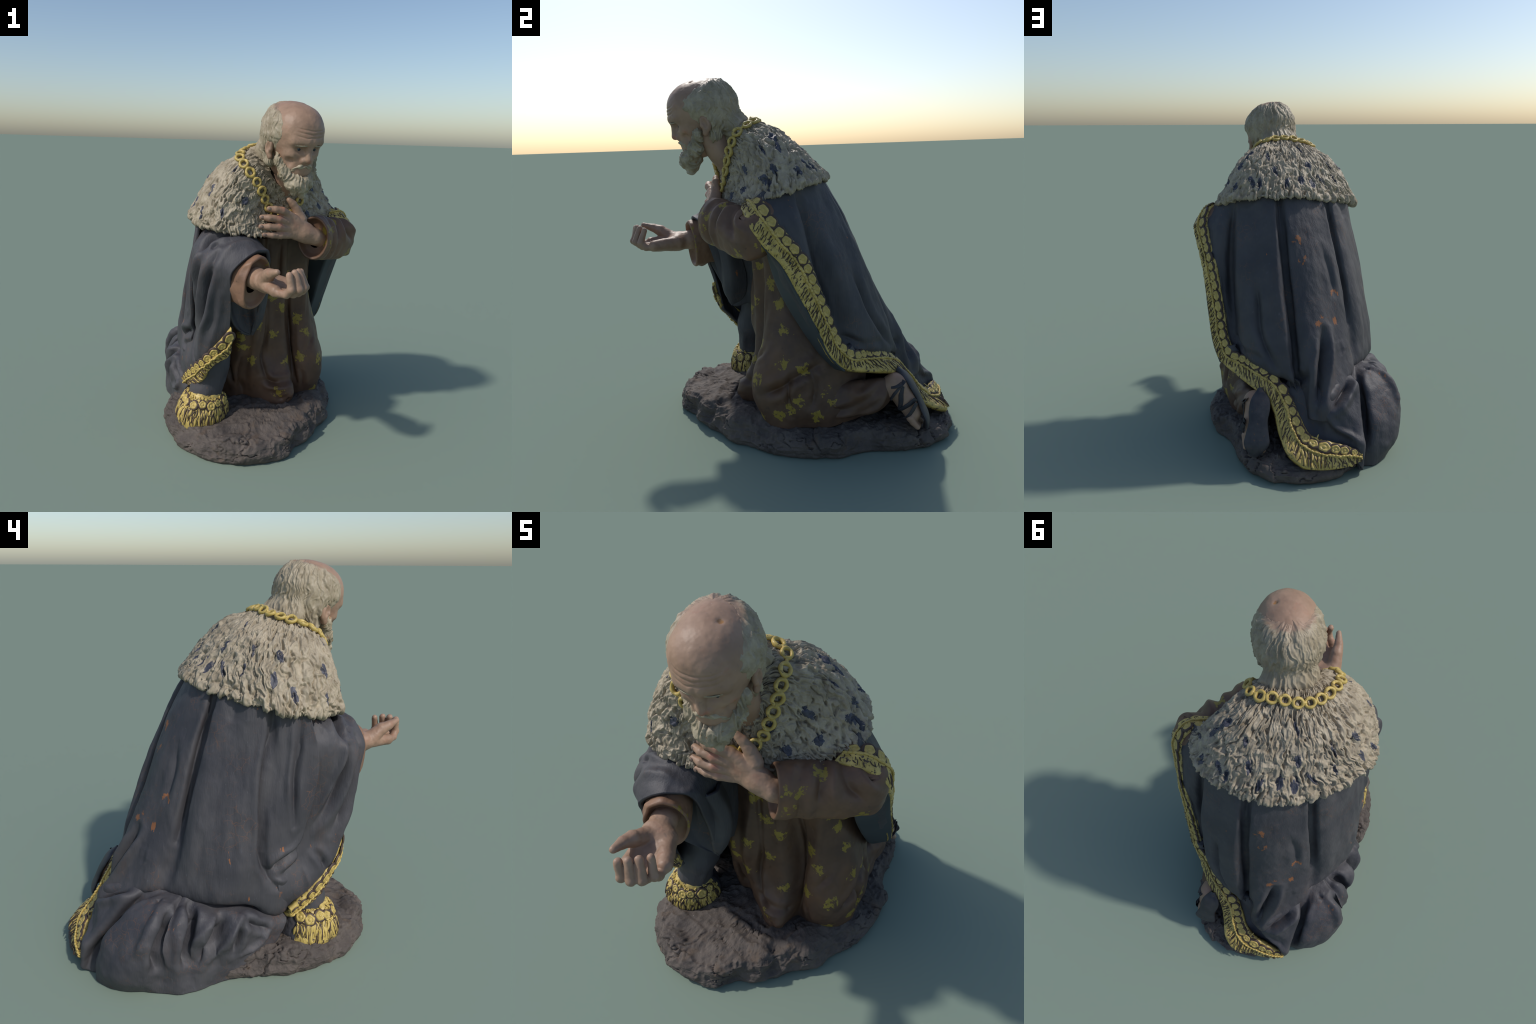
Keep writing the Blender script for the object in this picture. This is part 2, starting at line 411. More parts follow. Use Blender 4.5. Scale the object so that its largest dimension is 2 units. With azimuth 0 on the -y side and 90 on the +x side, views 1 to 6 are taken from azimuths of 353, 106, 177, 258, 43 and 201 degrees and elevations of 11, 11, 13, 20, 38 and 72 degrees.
# ================================================================== ROCK BASE
def build_rock():
    outline = [(-.575,-.13),(-.548,-.33),(-.425,-.55),(-.27,-.67),(-.146,-.69),(-.01,-.69),(.12,-.62),(.185,-.53),(.29,-.42),(.36,-.31),
               (.44,-.20),(.475,-.05),(.52,.10),(.515,.25),(.475,.40),(.385,.52),(.35,.66),(.28,.81),(.175,.90),(.0,.945),(-.18,.89),
               (-.26,.84),(-.345,.77),(-.44,.71),(-.50,.55),(-.555,.40),(-.55,.25),(-.535,.08)]
    c = V(-.03, .1)
    O = np.array(outline); O = np.concatenate([O, O[:1]])
    m = 900
    O3 = curve(np.c_[O, np.zeros(len(O))], m + 1)[:-1, :2]
    ang = np.linspace(0, 1, m, endpoint=False)
    prof = [(0, 0), (1.0, .0), (1.012, .10), (1.015, .25), (1.0, .5), (.975, .75), (.93, .93), (.87, 1.0), (.7, 1.0), (.45, 1.0), (.2, 1.0), (.0, 1.0)]
    def top(x, y):
        kx = [(-.4,-.45,.128), (-.3,-.55,.13), (-.1,-.6,.125), (0,-.42,.15), (-.1,-.25,.16), (-.2,-.15,.155), (.22,-.42,.15), (.22,-.36,.15), (.3,-.15,.145), (.45,.1,.12), (.3,.3,.12), (.1,.85,.085), (-.2,.6,.1), (-.5,.3,.08), (-.4,-.2,.125), (.5,.2,.10), (.1,0,.14)]
        w = s = 0
        for a, b_, h in kx:
            q = 1 / ((x-a)**2 + (y-b_)**2 + .008)**1.5; w = w + q; s = s + q * h
        return s / w
    k = curve([(a, b_, 0) for a, b_ in prof[1:]], 170)
    P = np.zeros((m, 170, 3))
    xy = c + (O3[:, None] - c) * k[None, :, :1]
    P[..., :2] = xy
    P[..., 2] = top(xy[..., 0], xy[..., 1]) * k[None, :, 1]
    N = grid_normals(P, True); N *= np.sign((N[..., 2].mean() or 1))
    big = fbm(P * V(1, 1, 1.6), 6, 3, 3); mid = fbm(P, 16, 3, 9)
    ridge = 1 - np.abs(noise(P[..., 0]*9 + mid*.4, P[..., 1]*9, P[..., 2]*14, 21))
    flat = sstep(.75, .95, N[..., 2])
    r2 = (1 - np.abs(noise(P[..., 0]*24 + big, P[..., 1]*24, P[..., 2]*40, 23)))**2
    disp = .016*big*(1 - .5*flat) + .008*mid*(1 - .4*flat) + .014*(ridge**2 - .4) + .005*r2 + .0025*fbm(P, 60, 3, 5)
    d1, d2, ox, oy, rr = cells(P[..., 0]*6 + .6*mid, P[..., 1]*6 + P[..., 2]*5, 4)
    disp = disp + .012*(rr - .5)*sstep(0, .12, d2 - d1) - .016*np.exp(-((d2 - d1)/.035)**2)*sstep(-.2, .4, big)
    f = sstep(0, .03, P[..., 2])
    P = P + N * (disp * (.35 + .65 * f))[..., None]
    P = folds(P, N, [([(.26,-.44,.0), (.27,-.36,.1), (.25,-.30,.17)], .022, -.035), ([(.12,-.60,0), (.17,-.46,.1), (.13,-.44,.16)], .03, -.02),
                     ([(.10,-.5,.12), (.02,-.52,.15), (-.1,-.5,.15)], .03, .012), ([(-.3,-.6,.1), (-.18,-.55,.14), (-.1,-.62,.1)], .03, -.018),
                     ([(-.54,-.28,.08), (-.5,-.36,.1), (-.42,-.5,.07)], .02, -.018)])
    P[..., 2] = np.maximum(P[..., 2], 0)
    v, f = sheet_mesh(P, True)
    mesh_object('rock_base', v, f, M_ROCK, ROOT)
build_rock()

# ================================================================== ROBE
def build_robe():
    rails = [
     [(-.30,.0,1.2),(-.30,-.08,.8),(-.28,-.12,.5),(-.26,-.10,.3),(-.25,-.08,.10)],
     [(-.20,-.12,1.2),(-.20,-.14,.85),(-.19,-.17,.55),(-.19,-.14,.3),(-.20,-.12,.12)],
     [(-.13,-.17,1.2),(-.12,-.18,.85),(-.115,-.215,.52),(-.13,-.17,.3),(-.14,-.135,.13)],
     [(-.08,-.17,1.2),(-.07,-.18,.85),(-.07,-.205,.52),(-.09,-.145,.3),(-.10,-.12,.13)],
     [(.0,-.20,1.2),(.0,-.19,.9),(-.01,-.22,.65),(-.04,-.197,.42),(-.04,-.17,.25),(-.03,-.16,.13)],
     [(.04,-.17,1.2),(.035,-.155,.9),(.04,-.16,.65),(.045,-.155,.45),(.05,-.19,.30),(.045,-.20,.13)],
     [(.09,-.17,1.2),(.09,-.145,.9),(.09,-.155,.57),(.11,-.16,.4),(.12,-.22,.24),(.12,-.235,.14)],
     [(.15,-.18,1.2),(.15,-.14,.9),(.15,-.14,.7),(.18,-.152,.4),(.20,-.20,.27),(.205,-.25,.20),(.18,-.225,.13)],
     [(.18,-.12,1.2),(.19,-.05,.9),(.205,.0,.65),(.23,-.03,.4),(.235,-.07,.25),(.22,-.08,.12)],
     [(.25,-.10,1.2),(.25,-.04,.9),(.262,-.034,.64),(.28,-.094,.395),(.29,-.11,.27),(.30,-.08,.13)],
     [(.31,-.06,1.2),(.31,-.03,.9),(.325,-.054,.556),(.35,-.10,.40),(.36,-.105,.26),(.355,-.05,.12)],
     [(.34,-.02,1.15),(.34,.03,.8),(.38,.005,.56),(.42,-.065,.372),(.43,-.05,.25),(.405,-.015,.12)],
     [(.34,.06,1.1),(.355,.08,.8),(.395,.10,.65),(.437,.091,.483),(.46,.07,.33),(.46,.07,.22),(.45,.09,.12)],
     [(.30,.15,1.1),(.33,.2,.8),(.385,.22,.55),(.42,.21,.4),(.44,.2,.3),(.44,.2,.2),(.42,.18,.12)],
     [(.28,.2,1.1),(.30,.3,.8),(.325,.36,.52),(.345,.38,.36),(.385,.35,.2),(.385,.33,.12)],
     [(.2,.25,1.1),(.2,.4,.7),(.2,.5,.4),(.2,.5,.3),(.2,.5,.12)]]
    P = loft(rails, 330, 260); N = grid_normals(P)
    if (N[:, :, 1].mean()) > 0: N = -N
    P = folds(P, N, [
      ([(.035,-.16,1.15),(.031,-.137,.844),(.038,-.143,.594),(.032,-.18,.351),(.065,-.198,.271)], .012, -.030),
      ([(.115,-.17,1.15),(.115,-.15,.95),(.12,-.15,.8)], .010, -.014),
      ([(.19,-.04,.95),(.199,.009,.716),(.232,.009,.539),(.249,-.032,.375),(.267,-.097,.22)], .013, -.034),
      ([(-.11,-.199,.43),(-.12,-.162,.295),(-.099,-.124,.2)], .012, -.026),
      ([(-.203,-.148,.429),(-.168,-.146,.298),(-.118,-.15,.22)], .014, -.024),
      ([(.041,-.193,.285),(.09,-.2,.27),(.15,-.19,.27),(.22,-.16,.275)], .014, -.030),
      ([(.08,-.22,.24),(.15,-.23,.235),(.21,-.22,.245)], .016, .012),
      ([(.13,-.23,.17),(.17,-.24,.19),(.205,-.24,.215)], .010, -.012),
      ([(.20,-.245,.19),(.18,-.235,.155)], .012, -.022),
      ([(.36,-.03,.95),(.345,-.02,.8),(.33,-.05,.62)], .014, -.014),
      ([(.40,.02,.68),(.39,-.03,.55),(.33,-.085,.45)], .012, -.012),
      ([(.42,-.03,.30),(.457,.045,.335),(.446,.163,.409),(.388,.269,.469)], .018, -.034),
      ([(.411,.229,.46),(.42,.26,.358),(.433,.245,.25)], .014, -.026),
      ([(.43,.13,.44),(.46,.12,.30),(.45,.13,.2)], .012, -.022),
      ([(.40,.24,.50),(.44,.17,.40),(.455,.1,.36)], .03, .012),
      ([(.30,-.1,.17),(.305,-.105,.24),(.29,-.1,.32)], .012, -.014)])
    P += N * (.004 * fbm(P, 9, 3, 2))[..., None]
    v, f = thick_sheet(P, .02, N)
    robe = mesh_object('robe', v, f, M_ROBE, ROOT)
    # skirt over the kneeling shin, lying back along the rock
    S = tube([(.30,-.0,.24),(.31,.12,.245),(.305,.28,.25),(.295,.42,.25),(.28,.53,.27),(.255,.62,.31),(.25,.66,.32)],
             [.02,.136,.108,.080,.062,.064,.035], [.02,.13,.132,.118,.100,.092,.04], 150, 140)
    NS = grid_normals(S, True)
    if ((S - S.mean(0, keepdims=True)) * NS).sum() < 0: NS = -NS
    S = folds(S, NS, [
      ([(.38,.30,.13),(.376,.381,.175),(.352,.50,.19),(.339,.588,.245),(.315,.63,.322)], .020, .034),
      ([(.39,.30,.20),(.384,.383,.21),(.373,.483,.258),(.358,.553,.314),(.312,.593,.362)], .014, -.036),
      ([(.36,.55,.40),(.385,.47,.31),(.40,.38,.25),(.42,.30,.20)], .018, .026),
      ([(.36,.44,.37),(.352,.477,.356),(.343,.516,.364)], .018, -.040),
      ([(.34,.57,.41),(.37,.50,.39),(.39,.42,.37)], .015, .022),
      ([(.40,.2,.38),(.425,.28,.32),(.42,.36,.25)], .014, -.026),
      ([(.349,.392,.402),(.37,.44,.336),(.36,.48,.30)], .014, .020),
      ([(.42,.17,.33),(.43,.24,.25),(.42,.30,.2)], .02, .012)])
    S += NS * (.004 * fbm(S, 9, 3, 5))[..., None]
    v, f = sheet_mesh(S, True)
    mesh_object('robe_skirt', v, f, M_ROBE, ROOT)
build_robe()

# ================================================================== GOLD TRIM helper
def rosette_mesh():
    prof = [(0, .0125), (.005, .012), (.008, .008), (.012, .0085), (.016, .0115), (.020, .0105), (.0235, .006), (.026, .0015), (.0265, -.006)]
    pr = curve([(a, 0, b) for a, b in prof], 16); m = 26
    th = np.linspace(0, 2*np.pi, m, endpoint=False)
    wob = 1 + .03 * np.cos(5 * th)[:, None] * (pr[None, :, 0] / .0265)
    P = np.stack([pr[None, :, 0]*np.cos(th)[:, None]*wob, pr[None, :, 0]*np.sin(th)[:, None]*wob,
                  np.broadcast_to(pr[:, 2], (m, 16)) + .0012*np.cos(5*th)[:, None]*(pr[None, :, 0] > .012)], -1)
    v, f = sheet_mesh(P, True)
    o = mesh_object('rosette', v, f[:, ::-1], M_GOLD, None); me = o.data; bpy.data.objects.remove(o); return me
ROSETTE = rosette_mesh()
def rim_mesh():
    pr = curve([(0, 0, .0035), (.022, 0, .0035), (.0285, 0, .0028), (.0305, 0, -.004)], 8); th = np.linspace(0, 2*np.pi, 26, endpoint=False)
    P = np.stack([pr[None, :, 0]*np.cos(th)[:, None], pr[None, :, 0]*np.sin(th)[:, None], np.broadcast_to(pr[:, 2], (26, 8))], -1)
    v, f = sheet_mesh(P, True); o = mesh_object('rosette_rim', v, f[:, ::-1], M_UNDER, None); me = o.data; bpy.data.objects.remove(o); return me
RIM = rim_mesh()
def place(me, name, pos, x, n, scale, parent):
    o = bpy.data.objects.new(name, me); COL.objects.link(o); o.parent = parent
    n = nrm(n); x = nrm(x - n * (x @ n)); y = np.cross(n, x)
    M = np.eye(4); M[:3, 0] = x * scale[0]; M[:3, 1] = y * scale[1]; M[:3, 2] = n * scale[2]; M[:3, 3] = pos
    from mathutils import Matrix
    o.matrix_local = Matrix(M.tolist()); return o

def tuft(base, tip, n, w, h, bend=0.):
    """one plump lock lying on a surface from base to tip; n = outward"""
    base, tip, n = map(lambda a: np.asarray(a, float), (base, tip, n))
    d = tip - base; s = nrm(np.cross(d, n)); k = 7; t = np.linspace(0, 1, k)
    C = base + d*t[:, None] + s*(bend*np.sin(t*np.pi))[:, None] + n*(h*.35*np.sin(t*np.pi))[:, None]
    r = np.sqrt(np.clip(np.sin(np.pi*np.clip(t*.86+.10, 0, 1)), 0, 1)); r[-1] = .06
    ph = np.linspace(0, 2*np.pi, 7, endpoint=False)
    P = C[None] + (np.cos(ph)[:, None]*r[None])[..., None]*s*w*.5 + (np.sin(ph)[:, None]*r[None])[..., None]*n*h*.5
    return P.reshape(-1, 3), grid_faces(7, k, True)

def build_trim(outer, inner, parent, seed, out_dir, flip=False, length_step=.004, rose_step=.060, up=.012, name='gold_trim'):
    rng = np.random.default_rng(seed)
    L = np.linalg.norm(np.diff(np.array(outer), axis=0), axis=1).sum(); nl = int(L / length_step)
    A, B = np.array(outer, float), np.array(inner, float); Mid = .5*(A+B)
    T = np.r_[0, np.cumsum(np.linalg.norm(np.diff(Mid, axis=0), axis=1))]; q = np.linspace(0, T[-1], nl)
    a, b = hermite(A, T, q), hermite(B, T, q)
    nu = 34; u = np.linspace(0, 1, nu)[:, None, None]
    P = a[None]*(1-u) + b[None]*u
    N = grid_normals(P)
    if (N * out_dir(P)).sum() < 0: N = -N
    uu = u[..., 0]; ll = (q / 1.0)[None]
    h = up * (np.clip(uu*(1-uu)*6, 0, 1) ** .5) + .006*np.exp(-((uu-.50)/.10)**2)
    h = h + .004 * noise(uu*7, ll*40, 0, seed) + .006 * noise(uu*2, ll*9, 3, seed)
    P2 = P + N * h[..., None]
    v, f = thick_sheet(P2, .022, N)
    band = mesh_object(name, v, f, M_GOLDBASE, parent)
    parts = []; cuts = []
    pos = 0.0
    while pos < T[-1] - .01:
        i = int(pos / T[-1] * (nl-1)); tang = nrm(P[17, min(i+1, nl-1)] - P[17, max(i-1, 0)])
        for row, (u0, u1) in enumerate([(.50, .22), (.30, .03)]):
            j0, j1 = u0 + rng.normal(0, .03), max(.03, u1 + rng.normal(0, .03))
            w_ = np.linalg.norm(b[i]-a[i])
            p0 = a[i]*(1-j0) + b[i]*j0; p1 = a[i]*(1-j1) + b[i]*j1
            n = N[int(np.clip(j0, 0, 1)*(nu-1)), i]; slant = tang * rng.normal(.026, .008) * np.clip((T[-1] - pos - .02)/.06, 0, 1)
            off = tang * rng.normal(.009, .002)
            cuts.append(tuft(p0 + off + n*(up + .003), p1 + slant + off + n*((up if row == 0 else up*.6) + .003), n, rng.uniform(.004, .0065), .006, rng.normal(0, .004)))
            parts.append(tuft(p0 + n*(up*1.0), p1 + slant + n*(up*.85 if row == 0 else up*.5), n, rng.uniform(.015, .021), rng.uniform(.006, .009), rng.normal(0, .006)))
        # filler leaves between rosettes and the cloth edge
        for _ in range(1):
            j0 = rng.uniform(.58, .92); p0 = a[i]*(1-j0) + b[i]*j0; n = N[int(j0*(nu-1)), i]
            d = tang*rng.normal(0, .012) + (b[i]-a[i])*rng.normal(0, .10)
            parts.append(tuft(p0 + n*up, p0 + d*1.2 + n*up, n, .009, .007, rng.normal(0, .004)))
        pos += rng.uniform(.0155, .021)
    v, f = join(cuts); gr = mesh_object('fringe_groove', v, f, M_UNDER, band); gr["kind"] = "stuff"
    for i in range(0, nl - 7, 5):      # stem between fringe and rosettes
        k = nu // 2; parts.append(tuft(P2[k, i] + N[k, i]*.001, P2[k, i + 7] + N[k, i + 7]*.001, N[k, i], rng.uniform(.011, .015), .012, rng.normal(0, .002)))
    v, f = join(parts)
    fr = mesh_object('fringe', v, f, M_GOLD, band); fr["kind"] = "stuff"
    pos = rose_step * .6
    while pos < T[-1] - .02:
        i = int(pos / T[-1] * (nl-1)); tang = P[17, min(i+1, nl-1)] - P[17, max(i-1, 0)]
        w_ = np.linalg.norm(b[i]-a[i]); s = np.clip(w_ / .10, .7, 1.2) * rng.uniform(.88, 1.08)
        k = int(.77*(nu-1))
        sx, sy = s*rng.uniform(1.0, 1.25), s*rng.uniform(.85, 1.0)
        place(RIM, 'rosette_rim', P[k, i] + N[k, i]*(up + .0025), tang, N[k, i], (sx*.97, sy*.99, s), band)
        place(ROSETTE, 'rosette', P[k, i] + N[k, i]*(up + .002), tang, N[k, i], (sx*.88, sy*.88, s*.62), band)
        pos += rose_step * rng.uniform(.9, 1.1)
    return band

# ================================================================== CLOAK
def build_cloak():
    TO = [(.42,-.11,1.31),(.53,-.07,1.30),(.61,-.01,1.235),(.595,.05,1.14),(.567,.125,1.05),(.54,.20,.90),(.515,.285,.724),(.482,.365,.545),
          (.448,.42,.485),(.35,.525,.437),(.24,.65,.40),(.182,.69,.39),(.139,.74,.307),(.113,.806,.197),(.065,.90,.13),(.0,.945,.10),
          (-.1,.935,.07),(-.245,.91,.07),(-.32,.88,.08)]
    TI = [(.44,-.02,1.345),(.50,.03,1.352),(.525,.09,1.27),(.51,.16,1.18),(.478,.24,1.075),(.445,.29,.92),(.418,.345,.75),(.39,.40,.60),
          (.357,.45,.55),(.271,.49,.535),(.193,.55,.515),(.088,.63,.43),(.031,.684,.34),(-.01,.745,.265),(-.051,.791,.2),(-.10,.82,.185),
          (-.18,.842,.175),(-.26,.855,.155),(-.33,.855,.12)]
    o = lambda i, dx=0, dy=0, dz=0: tuple(np.array(TO[i]) + V(dx, dy, dz))
    q = lambda i: TI[i]
    rails = [
     [(.46,-.06,1.30),(.50,.03,1.16),(.47,.04,1.06),(.43,.075,.90),(.415,.16,.73),(.405,.235,.61),(.395,.30,.52),(.385,.36,.46)],           # turned-in lining edge
     [o(1), o(2), o(3), o(4), o(5), o(6), o(7), o(8, 0, 0, -.01)],
     [(.45,.02,1.40), q(2), q(3), q(4), q(5), q(6), q(7), (.357,.45,.53)],
     [(.395,.13,1.41),(.425,.22,1.2),(.425,.265,1.0),(.40,.335,.75),(.365,.405,.57),(.33,.45,.50)],
     [(.355,.165,1.42),(.372,.205,1.2),(.38,.245,1.0),(.366,.335,.735),(.335,.42,.56),(.29,.46,.49)],                          # valley A
     [(.315,.18,1.42),(.335,.275,1.2),(.342,.36,1.0),(.328,.44,.78),(.298,.51,.60),(.24,.545,.48)],
     [(.21,.235,1.43),(.23,.345,1.18),(.23,.43,.98),(.22,.505,.78),(.19,.59,.58),(.15,.61,.46)],
     [(.115,.25,1.44),(.112,.39,1.18),(.098,.495,.95),(.075,.565,.76),(.05,.63,.56),(.04,.645,.44)],
     [(.088,.215,1.44),(.072,.33,1.18),(.050,.435,.92),(.03,.495,.75),(.008,.575,.56),(.0,.60,.43)],                        # valley B
     [(.055,.235,1.45),(.03,.375,1.18),(.005,.475,.92),(-.015,.55,.75),(-.04,.63,.56),(-.06,.68,.43)],
     [(-.06,.23,1.44),(-.09,.37,1.15),(-.11,.475,.90),(-.12,.555,.72),(-.13,.64,.55),(-.14,.71,.41)],
     [(-.14,.19,1.42),(-.175,.32,1.14),(-.205,.41,.90),(-.225,.48,.72),(-.24,.56,.55),(-.235,.655,.41)],
     [(-.188,.15,1.42),(-.235,.245,1.15),(-.272,.33,.93),(-.302,.395,.73),(-.325,.45,.57),(-.335,.50,.42)],
     [(-.198,.125,1.42),(-.24,.19,1.15),(-.28,.265,.93),(-.313,.33,.73),(-.335,.385,.57),(-.34,.44,.42)],                     # valley C
     [(-.235,.12,1.41),(-.285,.20,1.15),(-.33,.27,.93),(-.365,.32,.73),(-.385,.36,.57),(-.375,.40,.42)],
     [(-.315,.045,1.39),(-.37,.10,1.13),(-.415,.15,.92),(-.45,.195,.72),(-.47,.23,.56),(-.45,.265,.40)],
     [(-.37,-.055,1.36),(-.415,-.05,1.12),(-.455,-.018,.925),(-.487,.01,.73),(-.512,.05,.56),(-.50,.13,.40)],
     [(-.37,-.10,1.36),(-.395,-.10,1.12),(-.425,-.07,.925),(-.455,-.05,.75),(-.475,-.04,.58),(-.48,.02,.37)],             # valley D
     [(-0.381,-.14,1.34),(-0.416,-.145,1.12),(-0.448,-.12,.92),(-0.471,-.10,.74),(-0.481,-.09,.61),(-.475,-.07,.53),(-.495,-.04,.44),(-.475,-.06,.31)],
     [(-0.391,-.21,1.32),(-0.426,-.24,1.1),(-0.448,-.22,.9),(-0.461,-.19,.72),(-0.466,-.17,.61),(-.455,-.15,.53),(-.48,-.14,.42),(-.46,-.14,.285)],
     [(-.41,-.28,1.30),(-.435,-.32,1.1),(-.44,-.30,.9),(-.43,-.25,.70),(-.42,-.22,.58),(-.44,-.19,.43),(-.44,-.17,.29)]]
    low = {8: [(-.02,.66,.34), (-.04,.71,.26)], 9: [(-.055,.72,.34), (-.06,.745,.26)], 10: [(-.145,.775,.325), (-.155,.785,.27)], 11: [(-.205,.725,.355), (-.19,.755,.31)]}
    rails = [r + low[k] if k in low else r for k, r in enumerate(rails)]
    rails = [r + [(r[-1][0]*.86, r[-1][1] - .05*np.sign(r[-1][1]), r[-1][2] - .035)] if k > 2 and k not in low else r for k, r in enumerate(rails)]
    P = loft(rails, 560, 240); N = grid_normals(P)
    if (N * (P - V(0, .05, .8)))[..., :2].sum() < 0: N = -N
    P = folds(P, N, [
      ([(.355,.165,1.42),(.374,.205,1.2),(.382,.245,1.0),(.366,.335,.735)], .012, -.014),
      ([(.225,.42,.95),(.225,.469,.869),(.214,.54,.702),(.18,.59,.606),(.124,.635,.516)], .016, -.024),
      ([(.357,.389,.63),(.296,.473,.584),(.208,.578,.56)], .013, -.024),
      ([(.33,.42,.555),(.27,.50,.535),(.2,.58,.52)], .016, .016),
      ([(.088,.27,1.44),(.070,.35,1.18),(.048,.45,.92),(.025,.52,.7),(.0,.61,.45)], .014, -.034),
      ([(.01,.47,.85),(-.01,.55,.68),(-.03,.63,.5),(-.04,.70,.34)], .02, .004),
      ([(-.15,.54,.70),(-.145,.60,.60),(-.125,.68,.488),(-.105,.72,.384),(-.09,.74,.30)], .017, -.060),
      ([(-.19,.50,.70),(-.19,.58,.58),(-.18,.67,.47),(-.155,.76,.36)], .022, .022),
      ([(-.09,.54,.70),(-.085,.61,.57),(-.075,.68,.45)], .02, .014),
      ([(-.045,.663,.487),(.008,.62,.43),(.039,.638,.40)], .018, -.030),
      ([(-.23,.49,.62),(-.25,.52,.56)], .012, -.016),
      ([(-.172,.331,1.143),(-.212,.36,.993),(-.23,.407,.869)], .014, -.012),
      ([(-.196,.14,1.42),(-.212,.164,1.305),(-.232,.207,1.193),(-.266,.264,1.004),(-.287,.294,.881),(-.315,.36,.68)], .014, -.036),
      ([(-.37,-.11,1.36),(-.38,-.103,1.256),(-.402,-.076,1.148),(-.429,-.051,1.041),(-.445,-.04,.915),(-.459,-.037,.775),(-.476,-.031,.636),(-.477,-.052,.543),(-.482,-.115,.459)], .014, -.032),
      ([(-.44,.09,.85),(-.475,.12,.6),(-.49,.15,.45)], .016, -.012),
      ([(-.40,.24,.75),(-.43,.27,.6),(-.42,.31,.46)], .02, -.012),
      ([(-.405,-.231,1.293),(-.42,-.225,1.183),(-.437,-.204,1.032),(-.451,-.2,.907),(-.456,-.203,.771)], .011, -.024),
      ([(-.40,-.195,1.293),(-.425,-.185,1.15),(-.445,-.165,1.0),(-.455,-.16,.87)], .016, .010),
      ([(-.477,-.08,.554),(-.474,-.15,.598),(-.445,-.234,.624),(-.42,-.3,.70)], .016, -.050),
      ([(-.474,-.075,.50),(-.466,-.18,.487),(-.45,-.26,.53)], .02, .018),
      ([(.15,.33,1.3),(.16,.41,1.1)], .03, -.006),
      ([(-.10,.30,1.36),(-.12,.36,1.25)], .03, -.012),
      ([(.22,.28,1.40),(.23,.32,1.3)], .03, -.010),
      ([(-.30,.05,1.38),(-.33,.08,1.27)], .03, -.012)])
    P += N * (.0035 * fbm(P * V(1, 1, .4), 14, 3, 2) - .004)[..., None]
    v, f = thick_sheet(P, .028, N)
    cloak = mesh_object('cloak', v, f, M_CLOAK, ROOT)
    inner = [(.34,.10,1.22),(.34,.15,1.03),(.34,.21,.88),(.35,.26,.72),(.355,.31,.55),(.35,.36,.45)]
    A, B, C = curve(inner, 120), curve(rails[0], 120), curve(rails[1][1:], 120); u = np.linspace(0, 1, 18)[:, None, None]
    L = np.concatenate([A[None]*(1-u) + B[None]*u, (B[None]*(1-u) + C[None]*u)[1:]]); NL = grid_normals(L); u = np.linspace(0, 1, 35)[:, None, None]
    if NL[..., 0].sum() < 0: NL = -NL
    v, f = thick_sheet(L + NL*.004, .010, NL)
    mesh_object('cloak_lining', v, f, M_LINING, cloak)
    out = lambda P: P - V(0, .2, .35)
    build_trim(TO, TI, cloak, 5, out)

